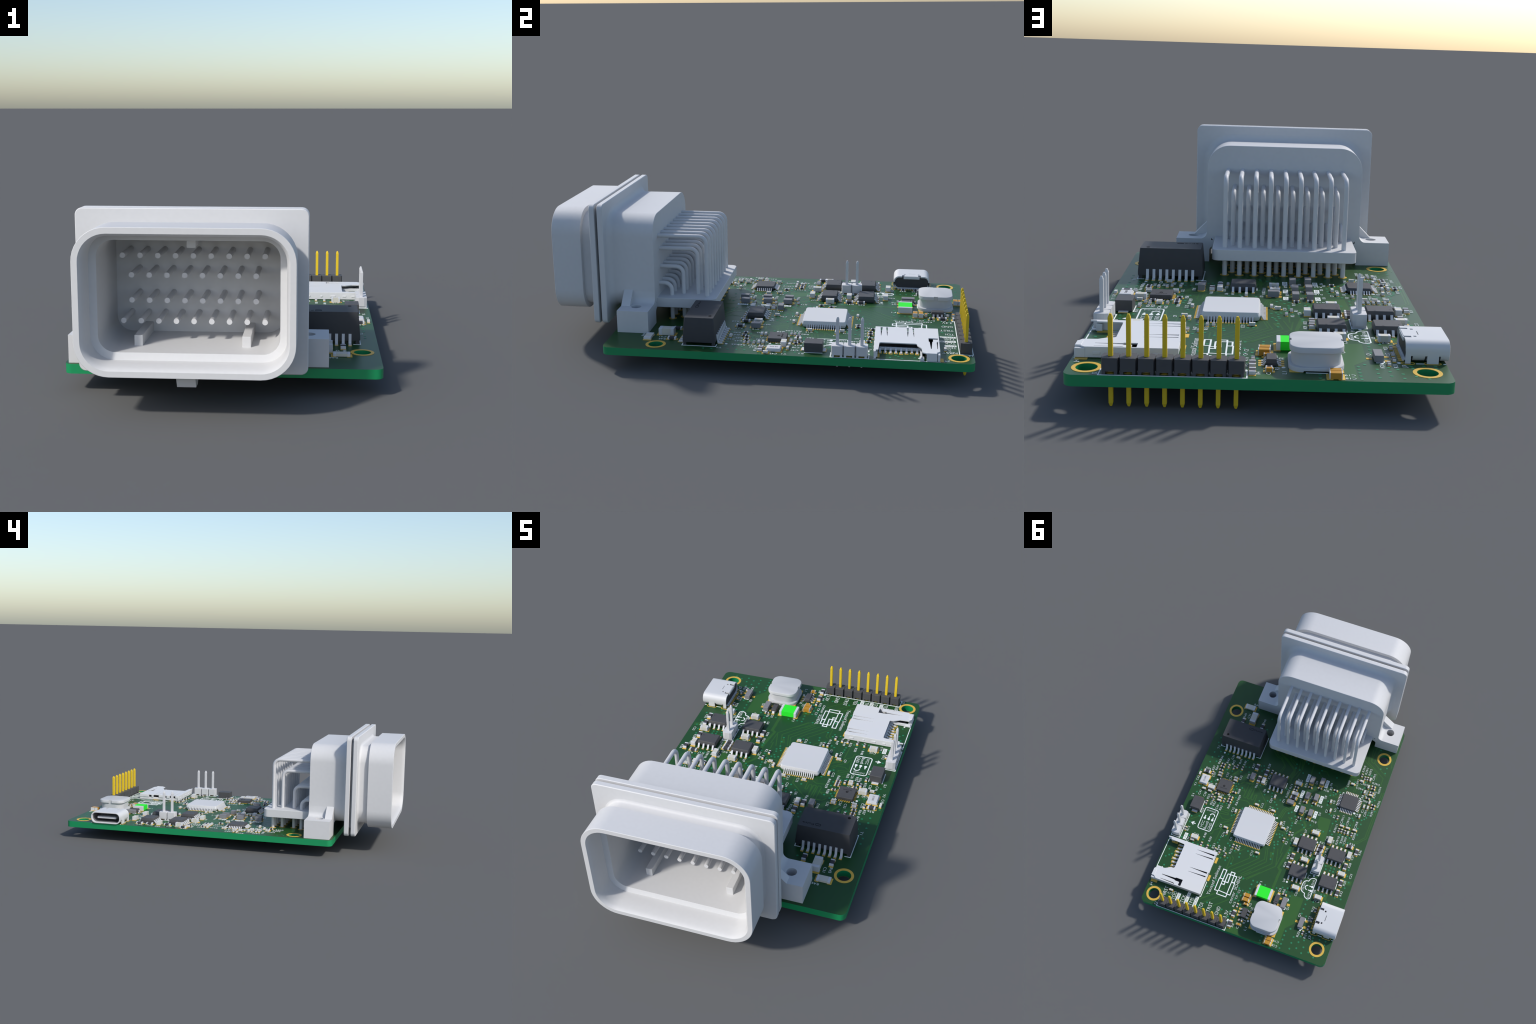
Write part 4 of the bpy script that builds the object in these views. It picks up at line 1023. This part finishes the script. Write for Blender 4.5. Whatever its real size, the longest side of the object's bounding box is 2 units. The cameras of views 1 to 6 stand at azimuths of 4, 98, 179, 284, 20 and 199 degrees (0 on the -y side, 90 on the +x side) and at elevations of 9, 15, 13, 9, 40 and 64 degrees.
def word_object(text, x, y, o, cap, length):
    s = Shape(); write(s, text, x, y, TURN[o], cap, length)
    obj("silkscreen_word", s.mesh("silkscreen_word", INKWHITE), board)
for t, x, y, ln in [("NRST", 0.4760, 0.8950, 0.066), ("TDO", 0.4130, 0.9010, 0.053), ("TCK", 0.3555, 0.9015, 0.050), ("TMS", 0.3025, 0.9005, 0.054),
                    ("TDI", 0.2370, 0.9065, 0.040), ("TRST", 0.1840, 0.8940, 0.066), ("GND", 0.1295, 0.8990, 0.054), ("3.3V", 0.0735, 0.9010, 0.049)]:
    word_object(t, x, y, "v", 0.0215, ln)
word_object("Youssof Soliman", 0.2240, 0.7250, "v", 0.0200, 0.197)
word_object("conor", 0.0790, 0.7900, "v", 0.0190, 0.076)
word_object("SCHEHL", 0.0790, 0.6900, "v", 0.0185, 0.095)

def tag(text, x, y, l, w=0.021):
    """White printed box with the word left open in board green."""
    s = Shape().box(x - w / 2, x + w / 2, y - l / 2, y + l / 2, TOP - 0.001, TOP + 0.0009)
    o = obj("silkscreen_box", s.mesh("silkscreen_box", INKWHITE), board)
    q = Shape(); write(q, text, x, y, -pi / 2, 0.0125, l * 0.80, TOP + 0.0006, 0.0006)
    obj("box_word", q.mesh("box_word", BOARD_INK), board)
BOARD_INK = material("mask_green_letter", (0.030, 0.10, 0.035), 0.5, spec=0.3)
for t, x, y, l in [("6V", -0.0922, 0.0949, 0.045), ("5VA", -0.0928, -0.0129, 0.054), ("5VD", -0.2203, -0.0184, 0.054), ("12V", -0.2190, 0.0937, 0.050), ("3V3A", -0.0925, -0.1346, 0.056),
                   ("3V3D", -0.2192, -0.1353, 0.056), ("GND", 0.5000, 0.5166, 0.045), ("SWO", 0.3880, 0.9020, 0.054), ("SWCLK", 0.3315, 0.8900, 0.078), ("SWDIO", 0.2760, 0.8950, 0.073)]:
    tag(t, x, y, l)

# jumper legend in a rounded frame
lg = Shape()
lg.strip(rrect(0.3668, 0.4535, 0.2860, 0.4370, 0.013, 5), 0.0050, TOP - 0.001, TOP + 0.001, True)
write(lg, "(normal)", 0.4110, 0.3005, -pi / 2 * 0 + pi, 0.0125, 0.060)
for t, x in [("VCC", 0.4325), ("Boot0", 0.4070), ("GND", 0.3820)]:
    write(lg, t, x, 0.4030, -pi / 2, 0.0165, 0.046 if t != "Boot0" else 0.052)
for x in (0.4341, 0.4077, 0.3829):
    lg.cyl((x, 0.3592), 0.0078, TOP - 0.001, TOP + 0.0011, 16).strip([(x, 0.3600), (x, 0.3395)], 0.0062, TOP - 0.001, TOP + 0.0010)
lg.strip(arc(0.3935, 0.3315, 0.0145, 180, 360, 10), 0.0058, TOP - 0.001, TOP + 0.001)
lg.strip([(0.4735, 0.4170), (0.4985, 0.4170)], 0.0058, TOP - 0.001, TOP + 0.0010)
lg.strip([(0.4850, 0.4275), (0.4995, 0.4170), (0.4850, 0.4065)], 0.0058, TOP - 0.001, TOP + 0.0011)
obj("jumper_legend", lg.mesh("jumper_legend", INKWHITE), board)

# cloud-shaped supply legend
cl = Shape()
cloud = [(-0.3670, 0.5005), (-0.3560, 0.4985), (-0.3440, 0.5010), (-0.3345, 0.5090), (-0.3300, 0.5195), (-0.3275, 0.5270), (-0.3140, 0.5280), (-0.3030, 0.5380), (-0.2990, 0.5520), (-0.2980, 0.5790),
         (-0.3010, 0.5930), (-0.3090, 0.6020), (-0.3200, 0.6070), (-0.3290, 0.6090), (-0.3320, 0.6240), (-0.3420, 0.6340), (-0.3540, 0.6380), (-0.3630, 0.6360), (-0.3700, 0.6280), (-0.3712, 0.5050)]
cl.strip(cloud, 0.0050, TOP - 0.001, TOP + 0.001, True)
for y in (0.5550, 0.5820):
    cl.cyl((-0.3605, y), 0.0075, TOP - 0.001, TOP + 0.0011, 16).strip([(-0.3600, y), (-0.3420, y)], 0.0055, TOP - 0.001, TOP + 0.0010)
cl.strip(arc(-0.3340, 0.5685, 0.0140, -90, 90, 10), 0.0055, TOP - 0.001, TOP + 0.001)
write(cl, "5VA", -0.3570, 0.5270, -pi / 2, 0.0140, 0.036); write(cl, "5VD", -0.3570, 0.6120, -pi / 2, 0.0140, 0.036)
write(cl, "(USB ONLY)", -0.3100, 0.5660, -pi / 2, 0.0095, 0.062)
obj("supply_legend", cl.mesh("supply_legend", INKWHITE), board)

# angular emblem made of interlocking frames
em = Shape()
def frame(pts, w=0.0052, closed=True): em.strip(pts, w, TOP - 0.001, TOP + 0.0010, closed)
frame([(0.1935, 0.6375), (0.1720, 0.6375), (0.1720, 0.6990), (0.1935, 0.6990)], 0.0058)
frame([(0.1935, 0.7005), (0.1965, 0.7005), (0.1965, 0.7805), (0.1755, 0.7805), (0.1755, 0.8005), (0.1155, 0.8005), (0.1155, 0.7805), (0.0955, 0.7805), (0.0955, 0.7005), (0.1165, 0.7005)], closed=False)
frame([(0.1735, 0.6990), (0.1725, 0.7760), (0.1165, 0.7790), (0.1165, 0.6600)], closed=False)
frame([(0.1560, 0.6565), (0.0985, 0.6565), (0.0985, 0.6990), (0.1165, 0.6990)], 0.0060, False)
frame([(0.1405, 0.6600), (0.1405, 0.6380), (0.1170, 0.6380), (0.1170, 0.6600)], 0.0060, False)
frame([(0.1560, 0.6565), (0.1560, 0.7110), (0.1365, 0.7110), (0.1390, 0.6580)], 0.0060, False)
frame([(0.1725, 0.7110), (0.1550, 0.7110), (0.1540, 0.7300), (0.1715, 0.7300)], 0.0060, False)
obj("printed_emblem", em.mesh("printed_emblem", INKWHITE), board)
